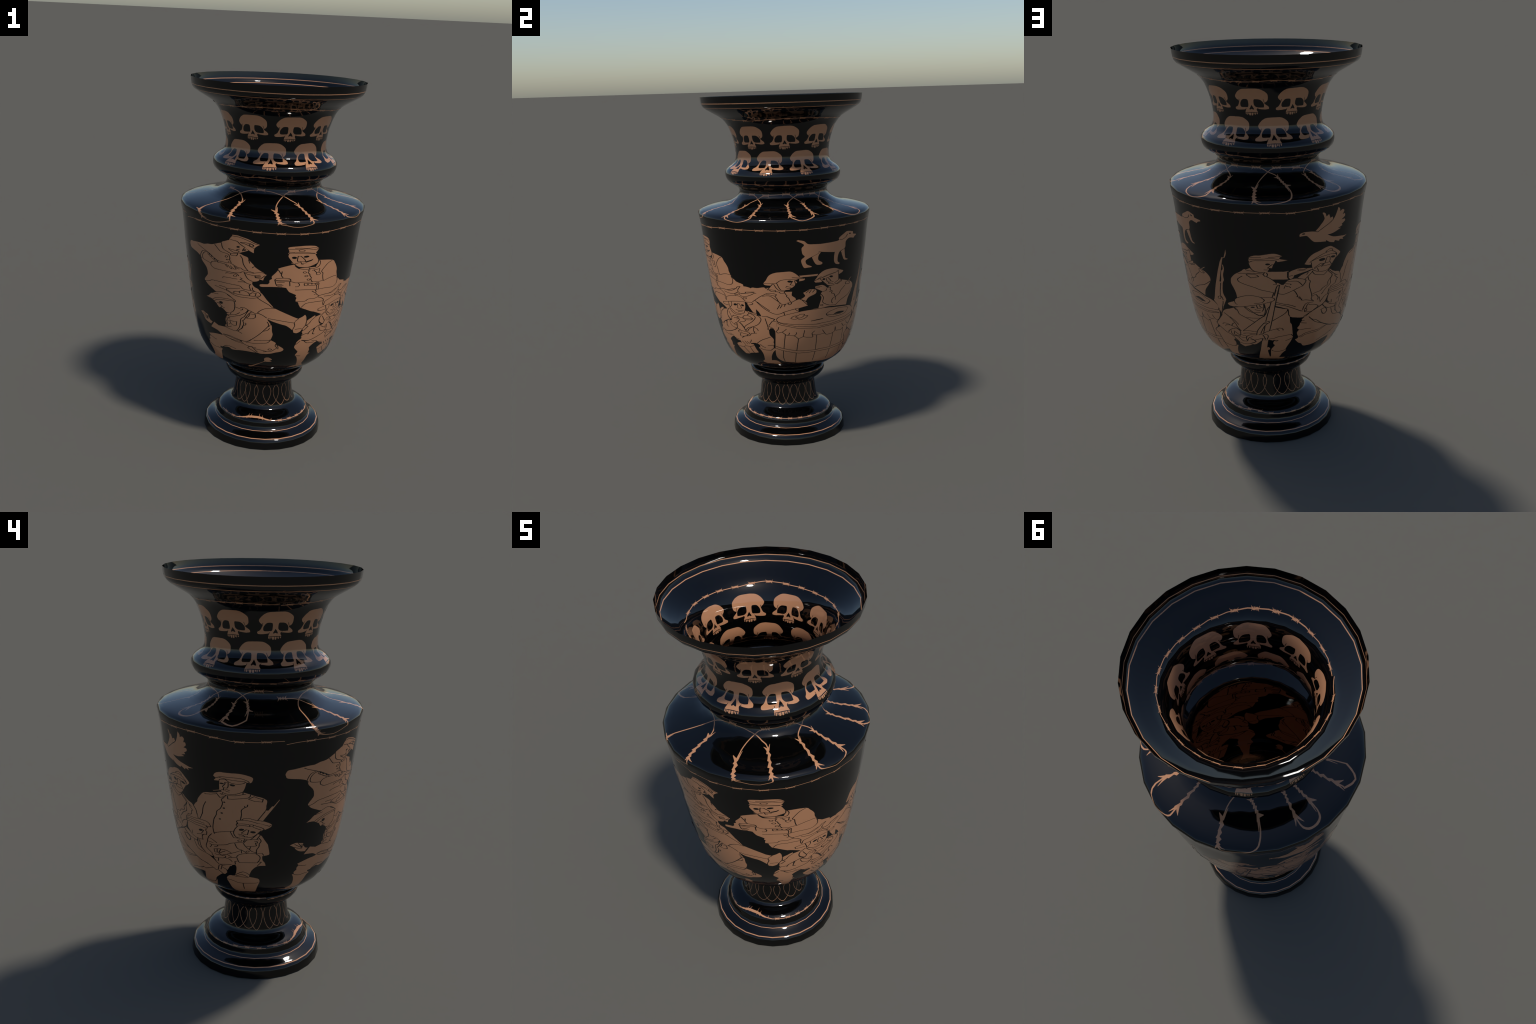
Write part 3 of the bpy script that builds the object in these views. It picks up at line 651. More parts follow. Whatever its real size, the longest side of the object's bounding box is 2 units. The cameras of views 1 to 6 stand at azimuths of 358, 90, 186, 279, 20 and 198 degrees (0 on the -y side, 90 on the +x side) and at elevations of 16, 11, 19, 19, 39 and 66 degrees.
line((75.1, 0.744), (78.0, 0.772), (80.6, 0.770))
line((75.0, 0.742), (75.5, 0.736), (77.7, 0.734))
line((72.6, 0.786), (74.4, 0.730), (73.9, 0.723), (75.0, 0.716))
area("hand", (47.0, 0.623), (48.4, 0.638), (51.9, 0.650), (58.8, 0.646), (63.1, 0.629), (58.2, 0.625), (57.3, 0.616), (49.7, 0.599))
area("tin_box", (41.6, 0.604), (45.0, 0.614), (47.4, 0.614), (50.8, 0.605), (57.4, 0.618), (59.9, 0.618), (60.4, 0.611), (61.6, 0.587), (62.9, 0.572), (62.2, 0.565), (55.6, 0.558), (52.6, 0.549), (48.7, 0.546), (45.5, 0.566), (42.8, 0.588))
line((42.3, 0.588), (48.5, 0.591), (51.2, 0.598), (56.0, 0.601), (60.3, 0.609))
line((49.0, 0.591), (53.7, 0.555))
line((56.0, 0.599), (58.6, 0.562))
line((48.7, 0.627), (51.6, 0.606))
line((51.3, 0.631), (54.2, 0.612))
line((53.8, 0.632), (56.3, 0.617))
line((58.5, 0.646), (58.0, 0.634), (56.7, 0.629), (58.4, 0.619))
area("head", (41.6, 0.860), (44.1, 0.863), (57.4, 0.874), (57.6, 0.855), (56.7, 0.827), (54.8, 0.804), (49.3, 0.791), (45.5, 0.793), (42.6, 0.807), (41.3, 0.821))
area("helmet", (33.5, 0.848), (36.9, 0.857), (38.6, 0.866), (39.2, 0.884), (40.8, 0.891), (45.6, 0.901), (49.1, 0.905), (52.8, 0.904), (55.0, 0.898), (56.8, 0.888), (58.1, 0.880), (63.4, 0.878), (64.0, 0.868), (59.7, 0.858), (59.4, 0.873), (57.7, 0.874), (44.1, 0.864), (40.7, 0.860), (40.9, 0.838), (36.1, 0.835), (33.7, 0.842))
line((38.6, 0.866), (39.2, 0.884), (40.8, 0.891), (45.6, 0.901), (49.1, 0.905), (52.8, 0.904), (55.0, 0.898), (56.8, 0.888), (58.1, 0.880))
line((33.8, 0.849), (44.1, 0.865), (52.9, 0.874), (57.7, 0.875), (63.4, 0.877))
line((34.0, 0.849), (34.3, 0.839), (37.1, 0.836), (40.9, 0.838))
line((59.7, 0.858), (62.6, 0.862), (64.0, 0.868), (63.1, 0.875))
line((40.6, 0.859), (41.8, 0.837), (41.9, 0.827))
line((44.1, 0.863), (44.5, 0.845), (41.8, 0.824))
line((57.7, 0.873), (57.8, 0.845), (56.9, 0.823), (55.2, 0.804))
line((59.1, 0.873), (59.6, 0.846), (60.2, 0.834))
button((60.72, 0.8284), (1.01, 0.0007), (-0.09, -0.0059))
eye((47.97, 0.8501), (1.71, 0.0005), (-0.29, -0.0066))
eye((55.06, 0.8525), (1.40, -0.0016), (-0.41, -0.0056))
line((50.0, 0.830), (50.5, 0.859), (51.9, 0.859), (54.1, 0.835), (50.2, 0.830))
black((47.8, 0.822), (50.0, 0.819), (55.6, 0.826), (55.6, 0.823), (49.9, 0.816), (47.5, 0.819))
line((49.8, 0.807), (52.2, 0.813), (54.6, 0.811))
line((42.7, 0.824), (45.5, 0.808), (48.8, 0.799), (54.8, 0.803))
line((41.7, 0.822), (43.9, 0.802), (47.2, 0.791), (52.9, 0.796))
line((57.8, 0.845), (59.9, 0.832))
line((57.2, 0.826), (60.2, 0.811), (58.2, 0.797))
line((54.2, 0.776), (54.0, 0.782), (55.6, 0.792), (58.1, 0.795), (60.7, 0.788), (62.5, 0.778), (60.4, 0.769), (55.8, 0.769), (53.5, 0.775))
line((48.3, 0.779), (52.4, 0.776), (59.0, 0.775), (62.2, 0.778))
line((60.0, 0.818), (66.2, 0.813))
line((60.2, 0.811), (64.2, 0.795), (64.3, 0.780), (61.0, 0.756), (55.1, 0.728), (53.9, 0.709), (55.3, 0.696))
line((60.4, 0.810), (66.1, 0.802), (69.3, 0.784), (68.4, 0.762), (65.8, 0.743), (61.4, 0.728), (58.0, 0.722), (55.2, 0.704))
line((48.8, 0.746), (51.3, 0.732), (55.7, 0.696))
line((49.9, 0.746), (52.4, 0.731), (54.3, 0.709))
line((50.3, 0.748), (54.8, 0.756), (56.4, 0.766))
line((42.3, 0.772), (41.5, 0.751), (38.2, 0.742))
line((42.1, 0.768), (44.8, 0.782), (47.9, 0.779), (49.4, 0.768), (49.9, 0.760), (47.3, 0.742))
line((44.4, 0.765), (48.9, 0.774))
line((46.8, 0.760), (49.4, 0.766))
line((40.8, 0.821), (37.6, 0.799), (37.1, 0.772), (38.8, 0.756), (41.6, 0.754))
line((39.5, 0.800), (41.5, 0.777), (42.2, 0.770))
line((38.1, 0.739), (39.9, 0.714), (43.3, 0.707), (46.2, 0.706), (47.1, 0.722), (46.5, 0.741))
line((43.6, 0.726), (45.8, 0.739), (45.9, 0.721), (43.6, 0.726))
line((40.0, 0.740), (43.2, 0.728))
line((24.0, 0.672), (28.3, 0.665), (33.9, 0.668), (41.4, 0.686), (46.6, 0.706))
line((24.2, 0.708), (28.9, 0.714), (29.8, 0.722), (33.8, 0.733), (37.4, 0.747), (41.1, 0.753))
line((34.4, 0.734), (32.9, 0.703), (35.1, 0.698))
line((24.5, 0.673), (30.5, 0.666), (36.0, 0.673), (44.1, 0.694), (46.4, 0.707))
line((26.0, 0.671), (29.5, 0.651), (36.9, 0.646))
line((34.0, 0.656), (38.7, 0.651), (40.7, 0.641), (45.9, 0.634))
line((46.7, 0.704), (50.4, 0.694), (55.5, 0.693), (58.3, 0.687), (57.1, 0.678), (51.0, 0.679), (49.4, 0.686))
line((46.4, 0.686), (48.2, 0.695), (50.4, 0.694))
line((46.4, 0.686), (49.0, 0.677), (47.8, 0.662), (49.9, 0.658), (55.5, 0.669), (55.7, 0.676))
line((49.5, 0.648), (52.2, 0.661), (57.9, 0.672), (59.8, 0.686), (64.5, 0.692))
line((62.4, 0.725), (61.9, 0.701), (62.8, 0.700), (62.0, 0.688))
line((56.6, 0.695), (57.9, 0.711), (61.6, 0.729), (65.0, 0.721), (66.1, 0.707))
line((63.4, 0.627), (68.3, 0.652), (75.6, 0.673))
line((72.6, 0.619), (77.8, 0.623))
line((66.1, 0.623), (68.7, 0.609), (70.9, 0.607))
line((65.6, 0.600), (68.6, 0.591), (75.0, 0.589), (77.6, 0.604))
line((23.1, 0.696), (24.8, 0.708), (28.9, 0.714))
line((28.5, 0.706), (30.3, 0.723), (33.6, 0.735), (37.9, 0.747))
line((33.7, 0.732), (33.3, 0.703), (35.2, 0.698))
line((36.8, 0.780), (37.6, 0.800), (41.2, 0.822))
line((36.8, 0.780), (37.9, 0.766), (40.8, 0.751), (38.6, 0.746))
line((25.8, 0.787), (25.7, 0.766), (27.6, 0.756), (25.2, 0.737), (24.2, 0.734))
line((32.9, 0.804), (29.7, 0.789), (28.0, 0.772), (25.5, 0.760))
line((20.0, 0.649), (23.3, 0.668))
line((21.7, 0.575), (26.6, 0.569))

figure("painted_dog")
area("dog", (96.0, 1.230), (97.1, 1.235), (100.9, 1.227), (102.1, 1.219), (103.9, 1.208), (108.1, 1.205), (113.4, 1.204), (119.6, 1.205), (124.7, 1.208), (126.6, 1.212), (126.3, 1.220), (127.2, 1.229), (130.5, 1.242), (133.0, 1.252), (135.1, 1.253), (139.6, 1.246), (139.9, 1.232), (144.3, 1.225), (144.4, 1.220), (142.3, 1.215), (141.4, 1.207), (137.1, 1.213), (134.9, 1.208), (133.1, 1.194), (132.8, 1.161), (128.5, 1.149), (126.5, 1.129), (126.3, 1.093), (128.8, 1.078), (127.7, 1.073), (125.9, 1.076), (124.4, 1.082), (123.3, 1.099), (123.2, 1.132), (123.6, 1.148), (121.6, 1.149), (114.6, 1.157), (111.0, 1.162), (110.7, 1.152), (106.7, 1.137), (102.5, 1.120), (102.4, 1.103), (103.5, 1.092), (106.3, 1.082), (106.3, 1.077), (101.6, 1.075), (100.7, 1.081), (99.3, 1.107), (99.4, 1.125), (101.6, 1.140), (100.0, 1.155), (99.4, 1.187), (100.9, 1.201), (100.3, 1.212))
area("leg", (111.1, 1.158), (112.6, 1.157), (111.0, 1.139), (111.0, 1.114), (113.9, 1.099), (114.0, 1.091), (112.6, 1.087), (109.4, 1.091), (107.1, 1.122), (106.9, 1.135), (111.0, 1.151))
area("leg", (129.0, 1.146), (132.4, 1.157), (133.8, 1.103), (136.2, 1.095), (136.1, 1.089), (132.8, 1.093), (130.7, 1.118))
line((126.8, 1.215), (128.8, 1.210), (131.7, 1.216), (133.6, 1.226), (134.3, 1.237))
eye((136.77, 1.2375), (0.96, -0.0002), (0.16, -0.0037))

figure("painted_rifle")
area("rifle", (148.1, 0.822), (150.0, 0.883), (152.5, 0.945), (155.8, 1.028), (156.3, 1.036), (157.4, 1.055), (158.2, 1.055), (158.9, 1.057), (160.5, 1.098), (160.5, 1.075), (159.2, 1.053), (158.0, 1.050), (156.6, 1.007), (154.2, 0.923), (155.2, 0.921), (155.7, 0.940), (155.8, 0.959), (156.4, 0.983), (157.4, 0.993), (157.3, 1.015), (157.8, 1.016), (158.3, 0.994), (157.2, 0.961), (157.4, 0.933), (156.4, 0.917), (155.7, 0.864), (157.4, 0.832), (157.1, 0.820), (154.9, 0.784), (152.7, 0.738), (151.0, 0.767), (149.4, 0.791), (147.2, 0.807))
line((155.0, 0.917), (153.6, 0.852), (154.9, 0.834), (155.2, 0.821))
button((152.62, 0.8325), (1.35, 0.0024), (-0.16, -0.0081))
line((154.7, 0.815), (155.0, 0.809), (153.5, 0.764), (152.3, 0.741))

figure("painted_soldier")
area("coat", (206.9, 0.929), (213.7, 0.981), (226.0, 0.970), (229.4, 0.955), (232.5, 0.944), (236.7, 0.931), (240.3, 0.867), (229.6, 0.851), (228.0, 0.831), (225.8, 0.795), (220.4, 0.774), (211.1, 0.736), (205.9, 0.751), (207.6, 0.828), (203.8, 0.875), (204.8, 0.902))
area("head", (212.4, 1.030), (213.0, 0.999), (214.2, 0.983), (217.3, 0.972), (221.4, 0.968), (225.6, 0.973), (227.8, 0.988), (229.7, 1.007), (231.3, 1.022), (231.3, 1.037), (225.8, 1.052), (218.0, 1.043))
area("beret", (207.9, 1.023), (210.1, 1.050), (213.3, 1.069), (217.6, 1.079), (221.8, 1.091), (224.5, 1.093), (226.7, 1.088), (231.0, 1.067), (234.6, 1.046), (234.5, 1.037), (231.5, 1.020), (232.0, 1.036), (230.6, 1.044), (225.8, 1.050), (218.0, 1.045), (212.5, 1.031), (212.4, 1.015), (210.2, 1.017))
area("forearm", (203.9, 0.953), (205.1, 0.961), (207.5, 0.972), (213.6, 0.987), (214.2, 0.981), (210.4, 0.953), (208.6, 0.944))
line((211.5, 1.026), (212.2, 1.032), (217.9, 1.053), (222.6, 1.064), (225.6, 1.066), (228.7, 1.059), (231.5, 1.044), (232.0, 1.034), (231.5, 1.028))
line((212.5, 1.033), (218.0, 1.043), (222.8, 1.049), (227.7, 1.047), (231.6, 1.041))
line((222.4, 1.065), (222.5, 1.071), (225.1, 1.078), (227.6, 1.072), (227.6, 1.063))
eye((219.97, 1.0302), (2.26, 0.0011), (0.33, -0.0073))
eye((228.82, 1.0299), (2.00, -0.0016), (0.30, -0.0061))
line((222.3, 1.011), (223.1, 1.032), (223.9, 1.039), (225.8, 1.037), (226.4, 1.025), (226.2, 1.009))
line((219.5, 0.993), (222.3, 1.009), (226.6, 1.007), (228.1, 0.992), (223.7, 0.994), (220.0, 0.995))
line((214.6, 0.993), (219.3, 1.012), (220.8, 1.009), (220.7, 1.004), (214.6, 0.989))
line((217.1, 0.989), (218.0, 0.973))
line((214.4, 0.982), (217.3, 0.972), (222.6, 0.966), (225.9, 0.972))
line((212.4, 1.026), (213.0, 0.999), (214.2, 0.983))
line((213.7, 0.976), (215.4, 0.960), (219.0, 0.951), (222.1, 0.947), (223.7, 0.954), (225.7, 0.965))
line((214.2, 0.981), (210.4, 0.953), (208.6, 0.944))
line((210.7, 0.978), (209.6, 0.966))
line((210.7, 0.953), (211.6, 0.934), (212.6, 0.927), (212.1, 0.903), (213.2, 0.878), (214.3, 0.853), (214.7, 0.838), (214.3, 0.827), (216.6, 0.810))
line((225.7, 0.969), (226.6, 0.954), (229.9, 0.931), (226.6, 0.902), (226.6, 0.885), (222.6, 0.876), (220.7, 0.862), (217.6, 0.858), (214.5, 0.851))
line((230.3, 0.929), (228.7, 0.909), (229.0, 0.885), (225.0, 0.867), (221.8, 0.841))
line((226.0, 0.968), (228.9, 0.949), (232.6, 0.928), (235.0, 0.920))
line((232.6, 0.926), (232.8, 0.918), (235.6, 0.902), (234.5, 0.899), (233.9, 0.881), (232.4, 0.874), (229.9, 0.870), (229.7, 0.863))
line((215.1, 0.845), (217.8, 0.845), (219.6, 0.828), (219.2, 0.815))
line((220.4, 0.829), (221.4, 0.798), (222.5, 0.812), (225.1, 0.827), (228.0, 0.832))

figure("painted_soldier")
area("coat", (167.4, 0.985), (169.8, 0.996), (171.3, 1.006), (173.1, 1.007), (175.1, 1.015), (178.0, 0.996), (184.1, 0.992), (185.5, 0.996), (195.1, 0.995), (197.9, 0.997), (198.5, 0.985), (198.2, 0.952), (194.1, 0.954), (188.2, 0.955), (190.3, 0.939), (192.2, 0.934), (193.7, 0.926), (195.2, 0.925), (196.1, 0.933), (197.1, 0.940), (198.0, 0.946), (202.2, 0.952), (207.4, 0.946), (209.4, 0.932), (207.5, 0.909), (204.8, 0.902), (207.1, 0.830), (216.6, 0.810), (220.3, 0.780), (216.7, 0.762), (211.1, 0.735), (205.8, 0.734), (203.5, 0.739), (205.7, 0.735), (199.8, 0.746), (198.4, 0.786), (189.7, 0.812), (165.7, 0.848), (165.2, 0.873), (163.8, 0.900), (162.4, 0.922), (162.4, 0.943), (163.0, 0.955), (165.1, 0.973))
area("hand", (198.4, 0.985), (200.0, 0.995), (203.7, 1.003), (203.4, 1.003), (206.9, 1.004), (209.6, 1.000), (213.0, 0.997), (213.6, 0.991), (206.6, 0.980), (202.2, 0.971), (201.7, 0.971), (201.1, 0.958), (199.5, 0.952), (198.4, 0.961))
area("head", (174.6, 1.041), (175.4, 1.021), (176.6, 1.007), (178.2, 0.997), (181.6, 0.995), (184.1, 0.994), (185.3, 0.994), (186.4, 1.010), (186.0, 1.015), (188.2, 1.015), (188.9, 1.032), (189.9, 1.044), (190.1, 1.052), (178.3, 1.054), (175.3, 1.045))
area("cap", (175.1, 1.071), (177.8, 1.080), (181.9, 1.083), (185.9, 1.088), (189.1, 1.090), (191.9, 1.085), (193.9, 1.076), (192.9, 1.071), (192.3, 1.062), (197.3, 1.054), (195.0, 1.051), (191.7, 1.047), (189.9, 1.052), (186.9, 1.053), (178.3, 1.054), (174.9, 1.044), (174.5, 1.055), (174.8, 1.063))
line((175.0, 1.068), (181.9, 1.072))
line((186.1, 1.072), (189.7, 1.073), (190.9, 1.074), (193.7, 1.074))
line((174.8, 1.060), (181.8, 1.063), (186.9, 1.065), (189.9, 1.063), (192.3, 1.060))
line((174.9, 1.044), (178.3, 1.054), (189.3, 1.054), (190.9, 1.049))
eye((185.71, 1.0354), (1.43, -0.0003), (-0.01, -0.0049))
line((188.9, 1.034), (187.9, 1.032), (185.6, 1.016), (188.2, 1.014))
line((183.3, 1.007), (186.0, 1.006))
line((175.4, 1.015), (176.4, 1.005), (178.0, 0.998))
line((172.1, 1.004), (174.8, 0.999), (177.4, 0.998), (180.5, 0.995), (183.9, 0.993), (183.0, 0.985), (180.9, 0.987), (176.3, 0.987), (172.0, 0.985))
line((167.4, 0.983), (172.3, 0.985), (178.1, 0.988))
line((172.6, 0.977), (173.9, 0.982), (178.6, 0.980), (180.2, 0.971), (175.5, 0.962), (172.6, 0.977))
line((182.8, 0.985), (183.8, 0.974), (185.1, 0.971), (185.5, 0.984), (184.7, 0.992))
line((185.1, 0.970), (187.6, 0.958), (190.3, 0.939), (190.9, 0.929), (188.8, 0.929))
line((170.1, 0.969), (167.8, 0.957), (167.1, 0.949), (168.0, 0.937), (171.9, 0.924), (177.7, 0.911), (180.2, 0.903), (189.2, 0.884))
line((191.6, 0.879), (195.3, 0.874), (198.7, 0.881), (202.0, 0.891), (205.8, 0.903), (202.6, 0.895), (207.5, 0.908))
line((197.6, 0.940), (203.1, 0.938), (205.6, 0.926), (207.5, 0.909), (209.4, 0.932), (208.4, 0.943), (204.1, 0.950))
line((195.5, 0.905), (196.3, 0.920), (197.7, 0.913), (199.0, 0.911), (199.7, 0.905))
line((196.1, 0.930), (197.8, 0.928), (199.6, 0.925), (199.9, 0.920))
black((197.2, 0.994), (198.3, 0.993), (198.3, 0.959), (198.4, 0.952), (197.6, 0.958), (197.2, 0.968))
line((198.4, 0.968), (201.0, 0.970))
line((203.4, 0.996), (209.6, 0.998))
line((204.3, 0.991), (208.7, 0.993))
line((201.4, 0.890), (202.8, 0.881), (204.5, 0.856), (203.8, 0.852), (205.7, 0.848), (203.7, 0.853), (205.8, 0.849), (205.3, 0.844), (207.5, 0.836), (206.8, 0.831))
line((207.1, 0.830), (210.3, 0.828), (215.5, 0.816))
line((190.6, 0.831), (194.1, 0.823), (199.9, 0.810), (203.5, 0.797))
line((190.3, 0.822), (196.4, 0.810), (200.0, 0.798), (207.3, 0.771), (208.5, 0.770))
line((203.2, 0.786), (206.9, 0.772), (208.3, 0.770))
line((208.3, 0.776), (209.8, 0.802), (212.1, 0.810), (216.1, 0.807))
line((210.6, 0.777), (211.7, 0.800), (212.4, 0.803))
button((210.64, 0.7728), (1.10, -0.0019), (0.08, -0.0070))
line((212.2, 0.804), (213.6, 0.798), (217.4, 0.792), (220.3, 0.780), (219.3, 0.772), (216.7, 0.762))
line((209.9, 0.768), (210.2, 0.762), (214.4, 0.755), (216.2, 0.759))

figure("painted_officer")
area("tunic", (237.3, 0.930), (238.7, 0.948), (240.2, 0.958), (240.6, 0.971), (242.8, 0.995), (245.1, 1.013), (246.9, 1.018), (246.7, 1.015), (247.5, 1.020), (254.3, 1.029), (257.1, 1.036), (270.1, 1.046), (270.5, 1.045), (274.1, 1.038), (274.8, 1.036), (280.4, 1.024), (282.7, 1.015), (283.9, 1.005), (283.5, 0.982), (283.0, 0.957), (278.9, 0.907), (266.2, 0.891), (264.7, 0.759), (250.4, 0.689), (246.8, 0.680), (237.4, 0.698), (237.1, 0.746), (229.1, 0.857), (237.4, 0.930), (238.8, 0.906))
area("head", (256.7, 1.099), (256.3, 1.049), (257.4, 1.044), (258.0, 1.034), (261.2, 1.029), (266.6, 1.035), (269.8, 1.046), (271.3, 1.069), (272.1, 1.094), (268.7, 1.103), (260.7, 1.104))
area("cap", (253.2, 1.114), (253.9, 1.124), (255.2, 1.131), (257.3, 1.135), (260.0, 1.135), (264.9, 1.137), (268.7, 1.136), (272.1, 1.131), (274.6, 1.125), (275.8, 1.117), (275.2, 1.100), (274.2, 1.094), (272.3, 1.096), (268.7, 1.099), (259.9, 1.103), (256.4, 1.092), (253.3, 1.090), (254.6, 1.102), (255.9, 1.106), (254.2, 1.105), (253.4, 1.111))
line((254.4, 1.103), (257.0, 1.111), (260.7, 1.114), (266.8, 1.115), (270.2, 1.111), (273.1, 1.102), (273.7, 1.095))
line((256.3, 1.107), (260.7, 1.104), (266.7, 1.101), (271.6, 1.100))
line((256.5, 1.094), (257.1, 1.099), (260.1, 1.103), (262.3, 1.091), (264.8, 1.086), (267.7, 1.085), (270.6, 1.090), (271.7, 1.098))
eye((264.24, 1.0775), (1.65, -0.0010), (-0.10, -0.0050))
eye((257.94, 1.0790), (1.35, -0.0002), (-0.10, -0.0039))
line((259.8, 1.087), (259.9, 1.079), (258.4, 1.065), (259.0, 1.060), (260.9, 1.059), (261.7, 1.067), (261.9, 1.088), (259.8, 1.087))
line((259.0, 1.058), (258.9, 1.049), (259.3, 1.046))
line((259.6, 1.051), (261.3, 1.051), (262.8, 1.047))
line((259.6, 1.045), (262.5, 1.040))
fine((252.4, 1.037), (257.2, 1.046))
line((257.2, 1.046), (259.1, 1.049))
line((258.2, 1.034), (261.2, 1.029), (266.6, 1.035), (269.8, 1.046), (270.3, 1.049))
line((256.5, 1.028), (257.9, 1.023), (260.3, 1.023), (265.8, 1.026), (270.1, 1.034), (271.9, 1.038))
line((270.3, 1.048), (270.2, 1.035))
line((261.1, 1.020), (261.3, 1.005), (265.5, 1.009), (273.1, 1.019), (274.5, 1.036))
line((254.3, 1.027), (256.3, 1.007), (258.5, 1.012), (260.3, 1.021))
line((258.0, 1.034), (258.2, 1.031), (257.7, 1.027))
line((258.1, 1.009), (259.1, 1.009), (257.3, 0.998), (257.9, 0.982), (257.4, 0.967), (256.2, 0.949), (254.0, 0.934), (253.4, 0.913), (252.1, 0.896), (251.5, 0.883), (251.5, 0.882), (250.6, 0.843), (251.2, 0.812))
eye((259.02, 0.9856), (0.69, -0.0001), (-0.09, -0.0033))
eye((258.56, 0.9547), (0.83, -0.0001), (-0.10, -0.0037))
eye((257.05, 0.9272), (0.84, -0.0001), (-0.10, -0.0037))
eye((255.64, 0.8943), (0.78, -0.0000), (-0.09, -0.0032))
line((273.3, 1.013), (276.5, 1.028), (280.4, 1.016), (281.6, 1.015), (281.2, 1.001), (278.0, 1.004), (276.4, 1.005), (273.3, 1.013))
line((272.9, 0.985), (272.5, 0.974), (271.1, 0.968), (269.2, 0.954), (269.2, 0.931), (268.5, 0.903))
line((271.1, 0.977), (271.3, 0.968))
line((246.7, 0.971), (244.4, 0.939), (243.4, 0.906), (242.4, 0.891), (244.1, 0.932), (243.2, 0.903), (240.7, 0.867))
line((246.4, 1.013), (246.8, 1.010), (250.7, 1.016), (254.2, 1.022))
line((237.0, 0.930), (238.6, 0.909), (239.0, 0.884), (238.9, 0.907), (239.6, 0.866))

figure("painted_soldier")
area("coat", (249.2, 0.807), (253.1, 0.821), (262.0, 0.837), (264.4, 0.842), (264.9, 0.807), (278.8, 0.836), (281.0, 0.827), (283.2, 0.802), (285.5, 0.775), (285.4, 0.775), (286.6, 0.728), (285.6, 0.719), (283.1, 0.715), (282.1, 0.711), (282.5, 0.689), (283.8, 0.677), (284.6, 0.658), (279.0, 0.656), (275.4, 0.631), (273.7, 0.602), (273.4, 0.589), (279.4, 0.582), (281.0, 0.564), (279.8, 0.536), (277.7, 0.484), (267.2, 0.478), (261.5, 0.480), (259.3, 0.497), (257.8, 0.532), (256.5, 0.565), (259.2, 0.586), (262.2, 0.589), (264.3, 0.607), (265.0, 0.641), (264.3, 0.657), (262.0, 0.651), (260.6, 0.643), (251.8, 0.642), (249.3, 0.656), (249.8, 0.658), (247.6, 0.693), (243.3, 0.725), (245.4, 0.763), (246.3, 0.783))
area("rifle", (278.9, 0.907), (283.0, 0.953), (284.0, 0.957), (284.8, 0.957), (286.9, 0.978), (287.8, 0.979), (290.7, 1.010), (290.9, 1.008), (288.1, 0.974), (281.7, 0.902))
area("head", (264.4, 0.844), (265.3, 0.856), (266.8, 0.871), (274.6, 0.874), (280.2, 0.862), (280.7, 0.851), (276.7, 0.822), (272.0, 0.810), (268.1, 0.807), (265.6, 0.817), (264.3, 0.831))
area("cap", (266.0, 0.875), (266.2, 0.882), (266.8, 0.886), (266.2, 0.895), (267.1, 0.900), (269.2, 0.903), (270.4, 0.910), (272.5, 0.914), (276.2, 0.910), (278.2, 0.907), (281.7, 0.902), (284.9, 0.894), (287.2, 0.883), (286.5, 0.870), (283.4, 0.857), (282.8, 0.856), (281.3, 0.849), (280.7, 0.855), (276.6, 0.867), (274.6, 0.873), (266.6, 0.869))
line((251.3, 0.811), (253.1, 0.821), (262.0, 0.837), (262.5, 0.839), (264.4, 0.842))
line((249.2, 0.807), (246.3, 0.783), (245.0, 0.756), (243.5, 0.727), (245.6, 0.710), (248.2, 0.697))
line((247.1, 0.781), (250.1, 0.774), (252.5, 0.762))
line((245.7, 0.760), (249.9, 0.759))
line((246.4, 0.751), (248.0, 0.745), (247.8, 0.737), (246.6, 0.730))
line((248.0, 0.745), (252.6, 0.751), (258.7, 0.761), (262.6, 0.776), (269.8, 0.786))
line((252.6, 0.751), (253.0, 0.746), (250.4, 0.738))
line((264.7, 0.777), (265.8, 0.756), (267.1, 0.747), (269.0, 0.743), (272.2, 0.727))
line((262.0, 0.837), (263.8, 0.811), (264.9, 0.807), (268.1, 0.807))
line((266.8, 0.871), (265.3, 0.856), (264.4, 0.842), (264.3, 0.829), (265.5, 0.813), (267.7, 0.808), (270.5, 0.809), (273.5, 0.814), (276.7, 0.822), (280.7, 0.851))
line((266.2, 0.895), (267.1, 0.900), (270.4, 0.903), (274.6, 0.900), (280.1, 0.889), (279.9, 0.890), (285.8, 0.875), (287.0, 0.881))
line((266.6, 0.881), (270.4, 0.884), (273.9, 0.882))
line((276.2, 0.882), (281.2, 0.868), (282.8, 0.858), (281.3, 0.851))
line((266.6, 0.871), (270.4, 0.875), (274.4, 0.872))
line((276.0, 0.871), (280.9, 0.856))
line((269.2, 0.903), (270.6, 0.911), (273.5, 0.914), (275.6, 0.911), (278.3, 0.906), (279.1, 0.906), (282.0, 0.902))
line((266.8, 0.871), (266.0, 0.875), (266.3, 0.882), (266.9, 0.885), (266.2, 0.895), (267.1, 0.900))
line((278.6, 0.905), (283.0, 0.953))
button((275.10, 0.8776), (1.15, 0.0007), (0.00, -0.0052))
eye((269.07, 0.8525), (1.66, 0.0010), (-0.01, -0.0059))
eye((276.04, 0.8435), (1.74, -0.0002), (-0.05, -0.0056))
line((268.8, 0.834), (271.8, 0.854), (273.5, 0.853), (272.7, 0.829), (269.0, 0.832))
line((266.7, 0.828), (268.2, 0.828), (270.3, 0.822), (270.9, 0.815))
line((267.3, 0.819), (272.9, 0.820))
line((278.8, 0.836), (274.6, 0.804), (271.3, 0.802))
line((280.5, 0.830), (278.4, 0.806))
line((270.5, 0.805), (270.9, 0.799), (270.3, 0.793), (270.5, 0.784), (272.0, 0.798), (274.6, 0.803), (278.9, 0.806), (279.6, 0.802))
line((276.8, 0.797), (278.5, 0.796), (279.0, 0.787), (277.7, 0.787), (278.1, 0.774))
line((272.0, 0.766), (277.7, 0.770), (278.3, 0.776))
